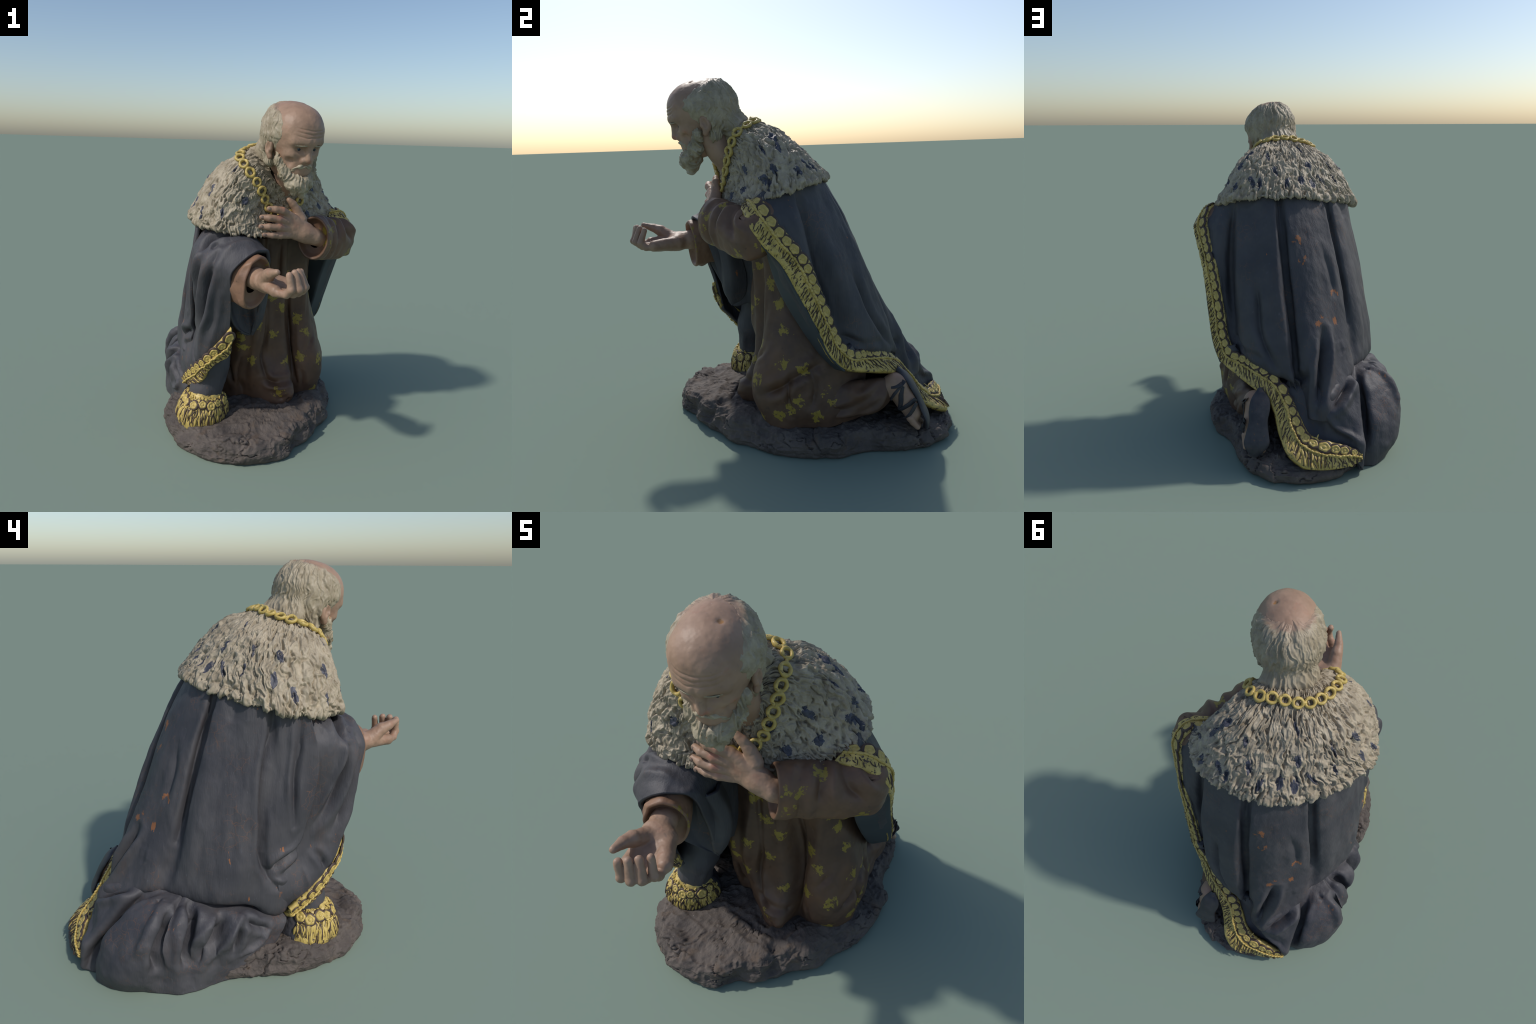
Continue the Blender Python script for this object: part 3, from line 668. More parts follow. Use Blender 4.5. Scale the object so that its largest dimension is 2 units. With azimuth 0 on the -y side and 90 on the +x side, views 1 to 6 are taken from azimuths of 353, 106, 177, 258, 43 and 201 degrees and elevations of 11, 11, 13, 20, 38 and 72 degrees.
    # ---- train: cloth bunched on the rock behind and beside him
    rails = [
     [(.14,.54,.42),(.105,.62,.41),(.055,.665,.34),(.02,.73,.25),(-.015,.785,.18),(-.03,.85,.08)],
     [(-.04,.58,.43),(-.05,.66,.38),(-.07,.71,.30),(-.10,.745,.22),(-.12,.79,.175),(-.12,.86,.08)],
     [(-.12,.62,.43),(-.14,.72,.385),(-.15,.778,.325),(-.17,.785,.26),(-.20,.80,.20),(-.22,.84,.12)],                      # wedge fold
     [(-.22,.56,.45),(-.245,.67,.40),(-.26,.76,.325),(-.28,.80,.23),(-.295,.84,.155),(-.31,.87,.06)],
     [(-.30,.52,.45),(-.325,.63,.395),(-.328,.725,.31),(-.331,.80,.21),(-.334,.85,.14),(-.335,.87,.02)],
     [(-.335,.47,.44),(-.35,.56,.37),(-.35,.65,.29),(-.35,.72,.19),(-.35,.78,.10),(-.35,.80,.0)],                          # cleft
     [(-.35,.42,.43),(-.39,.57,.39),(-.405,.665,.315),(-.425,.745,.215),(-.43,.785,.1),(-.41,.80,.0)],
     [(-.38,.38,.43),(-.46,.51,.415),(-.515,.59,.34),(-.56,.645,.225),(-.565,.675,.10),(-.52,.67,.0)],                      # pouch
     [(-.40,.36,.43),(-.505,.455,.405),(-.56,.515,.345),(-.60,.555,.23),(-.595,.57,.10),(-.555,.55,.0)],
     [(-.40,.35,.42),(-.505,.415,.365),(-.535,.445,.29),(-.56,.47,.19),(-.575,.48,.1),(-.57,.49,.0)],
     [(-.41,.33,.42),(-.54,.38,.378),(-.58,.395,.30),(-.595,.405,.19),(-.605,.41,.08),(-.60,.405,.0)],
     [(-.41,.30,.41),(-.505,.32,.355),(-.535,.33,.27),(-.56,.34,.17),(-.585,.345,.08),(-.595,.35,.0)],
     [(-.42,.26,.40),(-.535,.26,.365),(-.575,.27,.285),(-.59,.285,.18),(-.59,.295,.08),(-.588,.29,.0)],
     [(-.42,.19,.39),(-.515,.19,.335),(-.54,.205,.25),(-.56,.22,.16),(-.57,.23,.07),(-.57,.23,.0)],
     [(-.43,.12,.38),(-.535,.12,.35),(-.56,.135,.28),(-.57,.155,.19),(-.565,.18,.08),(-.555,.18,.0)],
     [(-.43,.04,.36),(-.525,.03,.33),(-.55,.045,.27),(-.555,.075,.19),(-.55,.11,.09),(-.545,.12,.0)],
     [(-.42,-.03,.34),(-.505,-.02,.29),(-.525,.01,.21),(-.53,.05,.13),(-.545,.08,.06),(-.54,.08,.0)],
     [(-.41,-.10,.31),(-.485,-.09,.26),(-.50,-.05,.19),(-.51,.0,.12),(-.525,.03,.06),(-.51,.04,.0)],
     [(-.40,-.18,.28),(-.455,-.17,.24),(-.47,-.14,.18),(-.475,-.1,.12),(-.46,-.05,.08),(-.45,-.03,.03)]]
    P = loft(rails, 420, 110); N = grid_normals(P)
    if (N * (P - V(-.1, .3, .2)))[..., :2].sum() < 0: N = -N
    P = folds(P, N, [
      ([(-.154,.775,.327),(-.199,.748,.364),(-.283,.618,.421)], .017, -.045),
      ([(-.15,.77,.30),(-.20,.795,.235),(-.283,.825,.195),(-.336,.85,.155)], .018, .022),
      ([(-.237,.769,.335),(-.30,.675,.385),(-.33,.578,.412)], .02, .018),
      ([(-.33,.54,.42),(-.36,.619,.335),(-.36,.709,.222),(-.345,.80,.12),(-.343,.85,.02)], .020, -.055),
      ([(-.399,.508,.43),(-.385,.662,.314),(-.402,.745,.235)], .018, .012),
      ([(-.50,.44,.385),(-.519,.451,.342),(-.555,.481,.295),(-.583,.502,.24),(-.58,.505,.16)], .018, -.065),
      ([(-.451,.329,.405),(-.50,.316,.365),(-.527,.334,.307),(-.557,.356,.253),(-.58,.374,.17)], .016, -.060),
      ([(-.545,.09,.31),(-.56,.10,.25),(-.56,.13,.17)], .014, -.045),
      ([(-.524,.17,.343),(-.54,.222,.271),(-.58,.284,.22),(-.59,.31,.16)], .017, -.045),
      ([(-.53,.05,.33),(-.53,.0,.28),(-.50,-.06,.24)], .014, -.035),
      ([(-.459,.462,.428),(-.526,.494,.392),(-.567,.543,.344),(-.59,.58,.278),(-.59,.633,.234)], .022, .026),
      ([(-.47,.411,.413),(-.519,.425,.339),(-.555,.445,.247),(-.575,.45,.17)], .018, .024),
      ([(-.486,.192,.361),(-.55,.243,.341),(-.575,.306,.262),(-.585,.322,.195)], .018, .022),
      ([(-.53,.075,.345),(-.555,.12,.29),(-.56,.16,.23),(-.565,.218,.178),(-.58,.252,.16)], .020, .032),
      ([(-.50,-.072,.24),(-.515,-.027,.18),(-.545,.08,.14)], .018, .028),
      ([(-.48,.65,.30),(-.50,.70,.20),(-.47,.72,.08)], .03, -.010),
      ([(-.41,.47,.43),(-.44,.47,.42)], .010, -.016)])
    P += N * (.0045 * fbm(P, 12, 3, 8))[..., None]; P[..., 2] = np.maximum(P[..., 2], .001)
    v, f = thick_sheet(P, .02, N); v[:, 2] = np.maximum(v[:, 2], .001)
    mesh_object('cloak_train', v, f, M_CLOAK, ROOT)

    # ---- drape of the cloak over the right arm
    secs = [  # from the back to the front edge; each runs outer hem > over the arm > inner hem
     [(-.445,-.14,.29),(-.48,-.12,.42),(-.42,-.12,.65),(-.39,-.12,.92),(-.35,-.12,1.2),(-.27,-.12,1.30),(-.14,-.12,1.27),(-.10,-.10,.95),(-.12,-.10,.65)],
     [(-.43,-.26,.32),(-.452,-.26,.42),(-.395,-.27,.65),(-.40,-.27,.92),(-.40,-.26,1.2),(-.28,-.26,1.31),(-.10,-.26,1.27),(-.07,-.20,.95),(-.10,-.18,.64)],
     [(-.385,-.36,.38),(-.415,-.375,.48),(-.395,-.38,.68),(-.40,-.39,.94),(-.405,-.39,1.18),(-.26,-.39,1.28),(-.08,-.37,1.25),(-.045,-.29,.95),(-.10,-.26,.655)],
     [(-.325,-.445,.46),(-.35,-.475,.57),(-.365,-.49,.75),(-.365,-.515,.97),(-.345,-.53,1.15),(-.20,-.51,1.24),(-.05,-.46,1.22),(-.02,-.375,.96),(-.07,-.335,.638)],
     [(-.25,-.465,.53),(-.27,-.505,.66),(-.28,-.535,.82),(-.285,-.58,.98),(-.27,-.605,1.13),(-.15,-.58,1.215),(-.03,-.50,1.20),(-.01,-.42,.97),(-.06,-.36,.65)],
     [(-.21,-.48,.57),(-.215,-.51,.70),(-.215,-.55,.83),(-.22,-.60,.97),(-.215,-.64,1.10),(-.115,-.62,1.19),(-.02,-.535,1.185),(-.005,-.45,.98),(-.055,-.375,.67)]]
    P = loft([list(s) for s in zip(*secs)], 300, 140)   # u across arm, v towards the front edge
    N = grid_normals(P)
    if N[150, 75, 2] < 0: N = -N
    P = folds(P, N, [
      ([(-.375,-.46,1.18),(-.34,-.447,1.215),(-.29,-.435,1.235),(-.22,-.44,1.26),(-.13,-.43,1.265)], .018, -.060),
      ([(-.263,-.568,1.184),(-.166,-.55,1.235),(-.084,-.525,1.225)], .026, .020),
      ([(-.377,-.447,1.185),(-.393,-.459,1.145),(-.415,-.41,.989),(-.422,-.35,.843)], .020, .022),
      ([(-.30,-.30,1.31),(-.36,-.34,1.26),(-.40,-.38,1.20)], .02, .012),
      ([(-.285,-.50,1.225),(-.326,-.505,1.19)], .014, -.022),
      ([(-.30,-.555,1.175),(-.325,-.565,1.098),(-.346,-.535,1.004),(-.36,-.51,.897),(-.38,-.478,.80),(-.41,-.414,.693)], .016, -.046),
      ([(-.38,-.49,1.14),(-.393,-.475,1.06),(-.40,-.44,.95),(-.41,-.38,.83),(-.425,-.30,.72),(-.43,-.22,.64)], .016, -.050),
      ([(-.325,-.55,1.0),(-.345,-.51,.82),(-.37,-.465,.67),(-.388,-.438,.56)], .020, .020),
      ([(-.431,-.302,.623),(-.424,-.367,.551),(-.409,-.385,.494)], .013, -.026),
      ([(-.445,-.25,.55),(-.45,-.28,.47),(-.445,-.28,.42)], .014, .014),
      ([(-.27,-.56,.95),(-.29,-.53,.78),(-.33,-.49,.62)], .022, .010),
      ([(-.11,-.613,1.175),(-.06,-.56,1.155),(-.015,-.508,1.148)], .012, -.022),
      ([(-.05,-.54,1.19),(-.02,-.50,1.17)], .014, .012),
      ([(-.03,-.42,1.1),(-.04,-.36,.9),(-.07,-.34,.7)], .02, -.014)])
    P += N * (.0035 * fbm(P * V(1, 1, .5), 14, 3, 4))[..., None]
    v, f = thick_sheet(P, .022, N)
    dr = mesh_object('cloak_drape', v, f, M_CLOAK, ROOT)
    lo = [(-.44,-.17,.262),(-.415,-.32,.315),(-.37,-.395,.37),(-.34,-.45,.445),(-.29,-.472,.51),(-.225,-.475,.555),(-.205,-.483,.600)]
    up = [(-.478,-.185,.318),(-.450,-.285,.40),(-.405,-.39,.485),(-.357,-.468,.56),(-.30,-.505,.635),(-.245,-.523,.70),(-.21,-.53,.752)]
    build_trim(lo, up, dr, 11, lambda P: P - V(-.2, -.25, .5), rose_step=.055)

    # hanging lappet between the arm and the robe
    lap = [
     [(-.218,-.56,1.02),(-.215,-.55,.90),(-.20,-.49,.79),(-.155,-.42,.70),(-.08,-.362,.646)],
     [(-.20,-.36,1.05),(-.197,-.385,.9),(-.165,-.39,.775),(-.12,-.38,.685),(-.072,-.355,.645)],
     [(-.12,-.40,1.08),(-.105,-.385,.92),(-.095,-.375,.8),(-.085,-.37,.70),(-.07,-.36,.643)],
     [(-.05,-.43,1.1),(-.045,-.40,.95),(-.05,-.395,.82),(-.055,-.39,.72),(-.068,-.36,.643)],
     [(.0,-.44,1.12),(.012,-.385,.95),(.005,-.375,.83),(-.02,-.375,.73),(-.064,-.357,.645)],
     [(.012,-.40,1.12),(.022,-.345,.95),(.014,-.335,.84),(-.015,-.345,.73),(-.064,-.352,.647)],
     [(-.02,-.33,1.12),(-.04,-.27,.95),(-.06,-.25,.82),(-.075,-.28,.70),(-.075,-.33,.65)]]
    P = loft(lap, 130, 90); N = grid_normals(P)
    if N[50, 45, 1] > 0: N = -N
    P = folds(P, N, [([(-.13,-.39,1.0),(-.12,-.385,.85),(-.085,-.37,.7)], .022, -.022), ([(-.16,-.39,.95),(-.14,-.39,.8)], .014, .010),
                     ([(-.03,-.41,1.02),(-.03,-.39,.85),(-.05,-.385,.72)], .014, .012)])
    v, f = thick_sheet(P, .016, N)
    mesh_object('cloak_lappet', v, f, M_CLOAK, dr)

    # ---- lower layer covering the right leg, ending in a gilded hem on the rock
    def leg(X):
        d = s_path(X, [(-.27,-.22,.72), (-.31,-.29,.45), (-.335,-.31,.32), (-.355,-.31,.17)], [.11, .105, .085, .11], .05)
        return np.maximum(d, .08 - X[..., 2])
    v, f = surface_nets(leg, (-.56, -.56, .06), (-.1, -.05, .8), .008)
    v = relax(v, f, 2); n = vert_normals(v, f)
    v = folds(v, n, [([(-.27,-.40,.6),(-.27,-.42,.42),(-.30,-.43,.29)], .02, -.015), ([(-.36,-.43,.45),(-.34,-.45,.33),(-.26,-.44,.29)], .02, .014),
                     ([(-.22,-.30,.6),(-.23,-.33,.4),(-.25,-.36,.27)], .02, .014), ([(-.44,-.40,.33),(-.36,-.47,.31),(-.27,-.44,.31)], .013, -.016)])
    v += n * (.003 * fbm(v, 14, 3, 6))[:, None]
    legm = mesh_object('cloak_underlayer', v, f, M_CLOAK, ROOT)
    na = 240; th = np.linspace(0, 2*np.pi, na, endpoint=False)
    prof = curve([(.50, 0, .300), (.62, 0, .278), (.80, 0, .235), (.94, 0, .180), (1.0, 0, .128), (.97, 0, .108), (.86, 0, .10)], 64)
    wob = 1 + .03*np.sin(3*th + 1) + .02*np.sin(5*th)
    cx = -.345 - .02*sstep(.29, .12, prof[:, 2]); cy = -.322 + .008*sstep(.29, .12, prof[:, 2])
    P = np.zeros((na, 64, 3))
    P[..., 0] = cx[None] + prof[None, :, 0]*.156*np.cos(th)[:, None]*wob[:, None]
    P[..., 1] = cy[None] + prof[None, :, 0]*.160*np.sin(th)[:, None]*wob[:, None]
    P[..., 2] = prof[None, :, 2]
    N = grid_normals(P, True)
    if (N * (P - V(-.366, -.352, .15)))[..., :2].sum() < 0: N = -N
    P += N * (.005*fbm(P, 22, 3, 3))[..., None]
    deg = np.degrees(np.arctan2(np.sin(th + math.pi/2), np.cos(th + math.pi/2)))   # 0 = front
    gold = np.abs(deg + 10) < 122
    fc = grid_faces(na, 64, True).reshape(na, 63, 4)
    hem = mesh_object('gold_hem', P.reshape(-1, 3), fc[gold].reshape(-1, 4), M_GOLDBASE, legm)
    mesh_object('cloak_hem', P.reshape(-1, 3), fc[~gold].reshape(-1, 4), M_CLOAK, legm)
    rng = np.random.default_rng(3); parts = []; cuts = []
    for i in range(na):
        if not gold[i]: continue
        for row in range(2):
            a = (i + rng.integers(0, 2)) % na
            j0 = (42 if row else 33) + rng.integers(-2, 3); j1 = min(60, j0 + rng.integers(10, 17))
            p0, p1, n = P[a, j0], P[(a + rng.integers(-6, 7)) % na, j1], N[a, j0]
            if rng.random() < .30: cuts.append(tuft(p0 + n*.005, p1 + n*.005, n, rng.uniform(.005, .009), .008, rng.normal(0, .004)))
            if rng.random() < .34: parts.append(tuft(p0 + n*.002, p1 + n*.001, n, rng.uniform(.012, .020), .012, rng.normal(0, .006)))
        for _ in range(2):
            a = (i + rng.integers(0, 2)) % na; j0 = rng.integers(12, 36); n = N[a, j0]
            p1 = P[(a + rng.integers(-5, 6)) % na, np.clip(j0 + rng.integers(-7, 8), 0, 63)]
            if rng.random() < .35: parts.append(tuft(P[a, j0] + n*.002, p1 + n*.002, n, .010, .010, rng.normal(0, .006)))
    v, f = join(parts); fr = mesh_object('fringe', v, f, M_GOLD, hem); fr["kind"] = "stuff"
    v, f = join(cuts); fr = mesh_object('fringe_groove', v, f, M_UNDER, hem); fr["kind"] = "stuff"
    for k in range(15):
        a = int((k + rng.uniform(-.12, .12)) * na / 15) % na; j = 25 + rng.integers(-3, 4)
        if not gold[a]: continue
        sc = rng.uniform(1.0, 1.3)
        place(RIM, 'rosette_rim', P[a, j] + N[a, j]*.0035, V(0, 0, 1.), N[a, j], (sc*.97, sc*.97, sc), hem)
        place(ROSETTE, 'rosette', P[a, j] + N[a, j]*.002, V(0, 0, 1.), N[a, j], (sc*.90, sc*.90, sc*.8), hem)
build_cloak()

# ================================================================== ERMINE CAPE
def fur_relief(s, t, edge):
    """sculpted locks; s across (m), t along the fall (m): wavy crests drawn out along the fall"""
    w = .016*noise(s/.045, t/.050, 0, 31) + .010*noise(s/.020, t/.024, 0, 32)
    v = .022*noise(s/.04, t/.05, 5, 37)
    r1 = 1 - np.abs(noise((s + w)/.0165, (t + v)/.052, 0, 33))
    r2 = 1 - np.abs(noise((s + w*1.25)/.0092, (t + v)/.034, 0, 34))
    r3 = 1 - np.abs(noise((s + w*1.4)/.0052, (t + v)/.026, 0, 35))
    lump = noise((s + w)/.026, (t + v)/.040, 0, 36)
    pit = sstep(.30, .70, noise((s + w)/.013, (t + v)/.024, 3, 38))
    return .0070*r1**1.6 + .0055*r2**1.5 + .0028*r3 + .0045*lump - .012*pit - .008

def build_cape():
    rails = [
     [(.06,-.19,1.765),(.055,-.10,1.74),(.05,.02,1.685),(.05,.12,1.60),(.05,.21,1.51),(.05,.275,1.415)],
     [(-.02,-.21,1.75),(-.06,-.12,1.725),(-.11,-.02,1.66),(-.15,.06,1.575),(-.185,.125,1.48),(-.205,.17,1.385)],
     [(-.08,-.26,1.735),(-.145,-.205,1.705),(-.245,-.145,1.635),(-.32,-.105,1.55),(-.38,-.085,1.445),(-.42,-.085,1.325)],
     [(-.10,-.33,1.70),(-.17,-.34,1.68),(-.265,-.345,1.595),(-.335,-.35,1.49),(-.385,-.345,1.38),(-.40,-.33,1.285)],
     [(-.095,-.39,1.655),(-.15,-.415,1.62),(-.21,-.435,1.54),(-.26,-.455,1.45),(-.285,-.475,1.36),(-.285,-.478,1.272)],
     [(-.055,-.40,1.61),(-.09,-.415,1.56),(-.125,-.43,1.48),(-.15,-.45,1.40),(-.165,-.475,1.325),(-.17,-.487,1.262)],
     [(.02,-.375,1.555),(.0,-.38,1.51),(-.01,-.37,1.44),(-.015,-.38,1.36),(-.015,-.41,1.30),(-.015,-.43,1.243)],
     [(.10,-.325,1.525),(.10,-.325,1.48),(.10,-.32,1.42),(.105,-.335,1.35),(.11,-.36,1.29),(.11,-.375,1.235)],
     [(.165,-.285,1.56),(.185,-.27,1.50),(.205,-.26,1.43),(.235,-.245,1.37),(.265,-.24,1.31),(.29,-.235,1.265)],
     [(.205,-.23,1.64),(.245,-.175,1.58),(.288,-.125,1.50),(.335,-.115,1.42),(.38,-.11,1.36),(.42,-.10,1.312)],
     [(.20,-.19,1.71),(.245,-.13,1.68),(.305,-.05,1.64),(.37,.0,1.55),(.43,.035,1.44),(.475,.045,1.345)],
     [(.14,-.17,1.75),(.17,-.085,1.725),(.215,.01,1.70),(.28,.10,1.615),(.335,.17,1.50),(.37,.205,1.385)]]
    rails = [r[:-1] + [tuple(np.array(r[-1]) + V(0, 0, .020))] for r in rails]
    rails = [r + [tuple(np.array(r[-1]) + V(*( -(np.array(r[-1])[:2] - V(.03,-.1))*.22), .015))] for r in rails]
    rails = [[tuple(V(r[0][0]*.5 + .055, r[0][1]*.5 - .15, r[0][2] - .03))] + r for r in rails]
    nu, nv = 760, 200
    P = loft(rails, nu, nv, True); N = grid_normals(P, True)
    if (N * (P - V(.03, -.15, 1.45))).sum() < 0: N = -N
    s = np.linspace(0, 1, nu, endpoint=False)
    S = np.broadcast_to((s * 2.34)[:, None], (nu, nv)).copy()
    Lt = np.r_[0, np.cumsum(np.linalg.norm(np.diff(P, axis=1), axis=2).mean(0))]
    T = np.broadcast_to(Lt[None], (nu, nv)).copy()
    # make the noise periodic by cross fading around the seam
    k = sstep(.0, .05, s)[:, None]
    h = fur_relief(S, T, None)*k + fur_relief(S + 2.34, T, None)*(1-k)
    tt = np.linspace(0, 1, nv)[None]
    hemline = sstep(.70, .84, tt)*(1 - sstep(.90, 1, tt))
    gap = np.exp(-(noise((S + .01*noise(S/.03, T/.05, 0, 43))/.015, T/.07, 0, 44)/.16)**2)*sstep(.70, .80, tt)*(1 - sstep(.93, 1, tt))
    h = h - .013*gap
    lock = noise(S/.018, 0, 0, 41); lock2 = noise(S/.045, 0, 0, 42)
    P = P + N * (h*1.25*(.45 + .55*sstep(0, .15, tt)) + .007*hemline + .006*fbm(P, 7, 2, 3))[..., None]
    P[..., 2] += -(.007*lock + .007*lock2 + .002)*sstep(.72, .86, tt)
    v, f = sheet_mesh(P, True)
    cape = mesh_object('cape', v, f, M_FUR, ROOT)
    # dark ermine tails: little painted locks lying in the fur
    def tail(s0, t0, ln, wd, tilt, seed):
        rng = np.random.default_rng(seed); m, r = 26, 9
        th = np.linspace(0, 2*np.pi, m, endpoint=False)
        rag = 1 + .14*noise(th*2.2, seed*1.7, 0, 5) + .045*rng.normal(0, 1, m)
        rho = np.linspace(0, 1, r)
        us = np.cos(th)[:, None]*rho*wd*.5*rag[:, None]; vs = np.sin(th)[:, None]*rho*ln*.5*rag[:, None]
        us = us*(1 - .35*vs/(ln*.5)) + tilt*vs + .004*np.sin(vs/ln*6)
        ss = (s0 + us)/2.34*nu; tv = np.interp(t0 + vs, Lt, np.arange(nv))
        def bil(A):
            i0 = np.floor(ss).astype(int); j0 = np.clip(np.floor(tv).astype(int), 0, nv-2); fu = (ss-i0)[..., None]; fv = (tv-j0)[..., None]
            g = lambda a, b: A[(i0+a) % nu, j0+b]
            return g(0,0)*(1-fu)*(1-fv) + g(1,0)*fu*(1-fv) + g(0,1)*(1-fu)*fv + g(1,1)*fu*fv
        Q = bil(P) + bil(N)*(.0025 - .005*rho[None]**4)[..., None]
        v, f = sheet_mesh(Q, True)
        mesh_object('ermine_tail', v, f, M_TAIL, cape)
    # find places by position: (x, y, z) near the surface
    spots = [(.33,-.012,1.597),(.291,-.118,1.498),(.39,.024,1.45),(.395,.06,1.50),(.261,.026,1.671),(.25,.14,1.49),(.10,.15,1.56),(-.11,.05,1.585),
             (-.19,.10,1.51),(-.24,-.04,1.59),(-.05,-.05,1.68),(-.30,-.15,1.56),(-.143,-.436,1.452),(-.27,-.43,1.38),(-.345,-.12,1.46),(-.05,.17,1.52),
             (.16,.06,1.64),(.02,.24,1.45),(.19,.24,1.43),(-.12,.17,1.44),(-.40,-.20,1.36),(-.375,-.36,1.36),(-.33,-.36,1.50),(.02,-.40,1.33),
             (.22,-.255,1.46),(.27,-.22,1.36),(.36,-.14,1.40),(.32,.16,1.47),(.44,.06,1.40),(-.19,-.36,1.60),(-.25,-.02,1.47),(.30,.06,1.60),(-.02,-.385,1.50)]
    for k, p in enumerate(spots):
        d = np.linalg.norm(P[:, :150] - V(*p), axis=2); i, j = np.unravel_index(d.argmin(), d.shape)
        rng = np.random.default_rng(100 + k)
        sc = np.linalg.norm(P[(i+1) % nu, j] - P[i-1, j]) / 2 / (2.34/nu)
        tail(s[i]*2.34, Lt[j], rng.uniform(.062, .088), rng.uniform(.040, .054)/max(sc, .3), rng.normal(0, .25), k)
    return P, N
CAPE_P, CAPE_N = build_cape()

# ================================================================== CHAIN
def build_chain():
    path = [(.06,-.125,1.75),(.178,-.12,1.728),(.225,-.19,1.66),(.24,-.235,1.58),(.228,-.265,1.50),(.195,-.285,1.42),(.10,-.345,1.35),
            (.02,-.38,1.385),(-.01,-.385,1.43),(-.06,-.405,1.52),(-.12,-.405,1.60),(-.165,-.35,1.68),(-.13,-.23,1.715),(-.06,-.15,1.745),(.06,-.125,1.75)]
    C = curve(path, 400)
    L = np.r_[0, np.cumsum(np.linalg.norm(np.diff(C, axis=0), axis=1))]
    n = int(round(L[-1] / .0555))
    Pf, Nf = CAPE_P[:, :150].reshape(-1, 3), CAPE_N[:, :150].reshape(-1, 3)
    R, r, m, k = .021, .0075, 28, 12
    th = np.linspace(0, 2*np.pi, m, endpoint=False); ph = np.linspace(0, 2*np.pi, k, endpoint=False)
    rr = r*(1 + .12*np.cos(4*th))
    X = (R + rr[:, None]*np.cos(ph))*np.cos(th)[:, None]; Y = (R + rr[:, None]*np.cos(ph))*np.sin(th)[:, None]; Z = 1.25*rr[:, None]*np.sin(ph)
    v = np.stack([X, Y, Z], -1).reshape(-1, 3)
    I, J = np.meshgrid(np.arange(m), np.arange(k), indexing='ij')
    f = np.stack([I*k+J, ((I+1) % m)*k+J, ((I+1) % m)*k+(J+1) % k, I*k+(J+1) % k], -1).reshape(-1, 4)
    tmp = mesh_object('chain_link', v, f, M_CHAIN, None); me = tmp.data; bpy.data.objects.remove(tmp)
    pos = []; rng = np.random.default_rng(9)
    for i in range(n):
        p = np.array([np.interp((i + .5)/n*L[-1], L, C[:, a]) for a in range(3)])
        d = np.linalg.norm(Pf - p, axis=1); w = np.exp(-(d/.035)**2); nn = nrm((Nf*w[:, None]).sum(0)); q = (Pf*w[:, None]).sum(0)/w.sum()
        pos.append((q + nn*.016, nn))
    parts = []
    for i in range(n):
        a, b = pos[i][0], pos[(i+1) % n][0]; nn = nrm(pos[i][1] + pos[(i+1) % n][1]); mid = .5*(a+b); d = nrm(b-a)
        parts.append(tuft(mid - d*.014, mid + d*.014, nn, .014, .014))
    v, f = join(parts)
    chain = mesh_object('chain', v, f, M_CHAIN, ROOT)
    for i in range(n):
        p, nn = pos[i]; t = pos[(i+1) % n][0] - pos[i-1][0]
        nn = nrm(nn + rng.normal(0, .12, 3)); s = rng.uniform(.97, 1.1)
        place(me, 'chain_link', p, t, nn, (s*1.08, s, s), chain)
build_chain()

# ================================================================== HEAD
YAW, PITCH = math.radians(23), math.radians(18)
HC = V(.115, -.406, 1.833)
HF = V(math.sin(YAW)*math.cos(PITCH), -math.cos(YAW)*math.cos(PITCH), -math.sin(PITCH))
HL = V(math.cos(YAW), math.sin(YAW), 0)
HU = np.cross(HF, HL); HU = HU if HU[2] > 0 else -HU
HR = np.stack([HL, HF, HU])             # rows: left, forward, up
to_world = lambda q: q @ HR + HC
def cranium(X): 
    d = s_ell(X, (0, .004, .008), (.148, .184, .153))
    return smin(d, s_ell(X, (0, .075, .03), (.125, .118, .12)), .05)

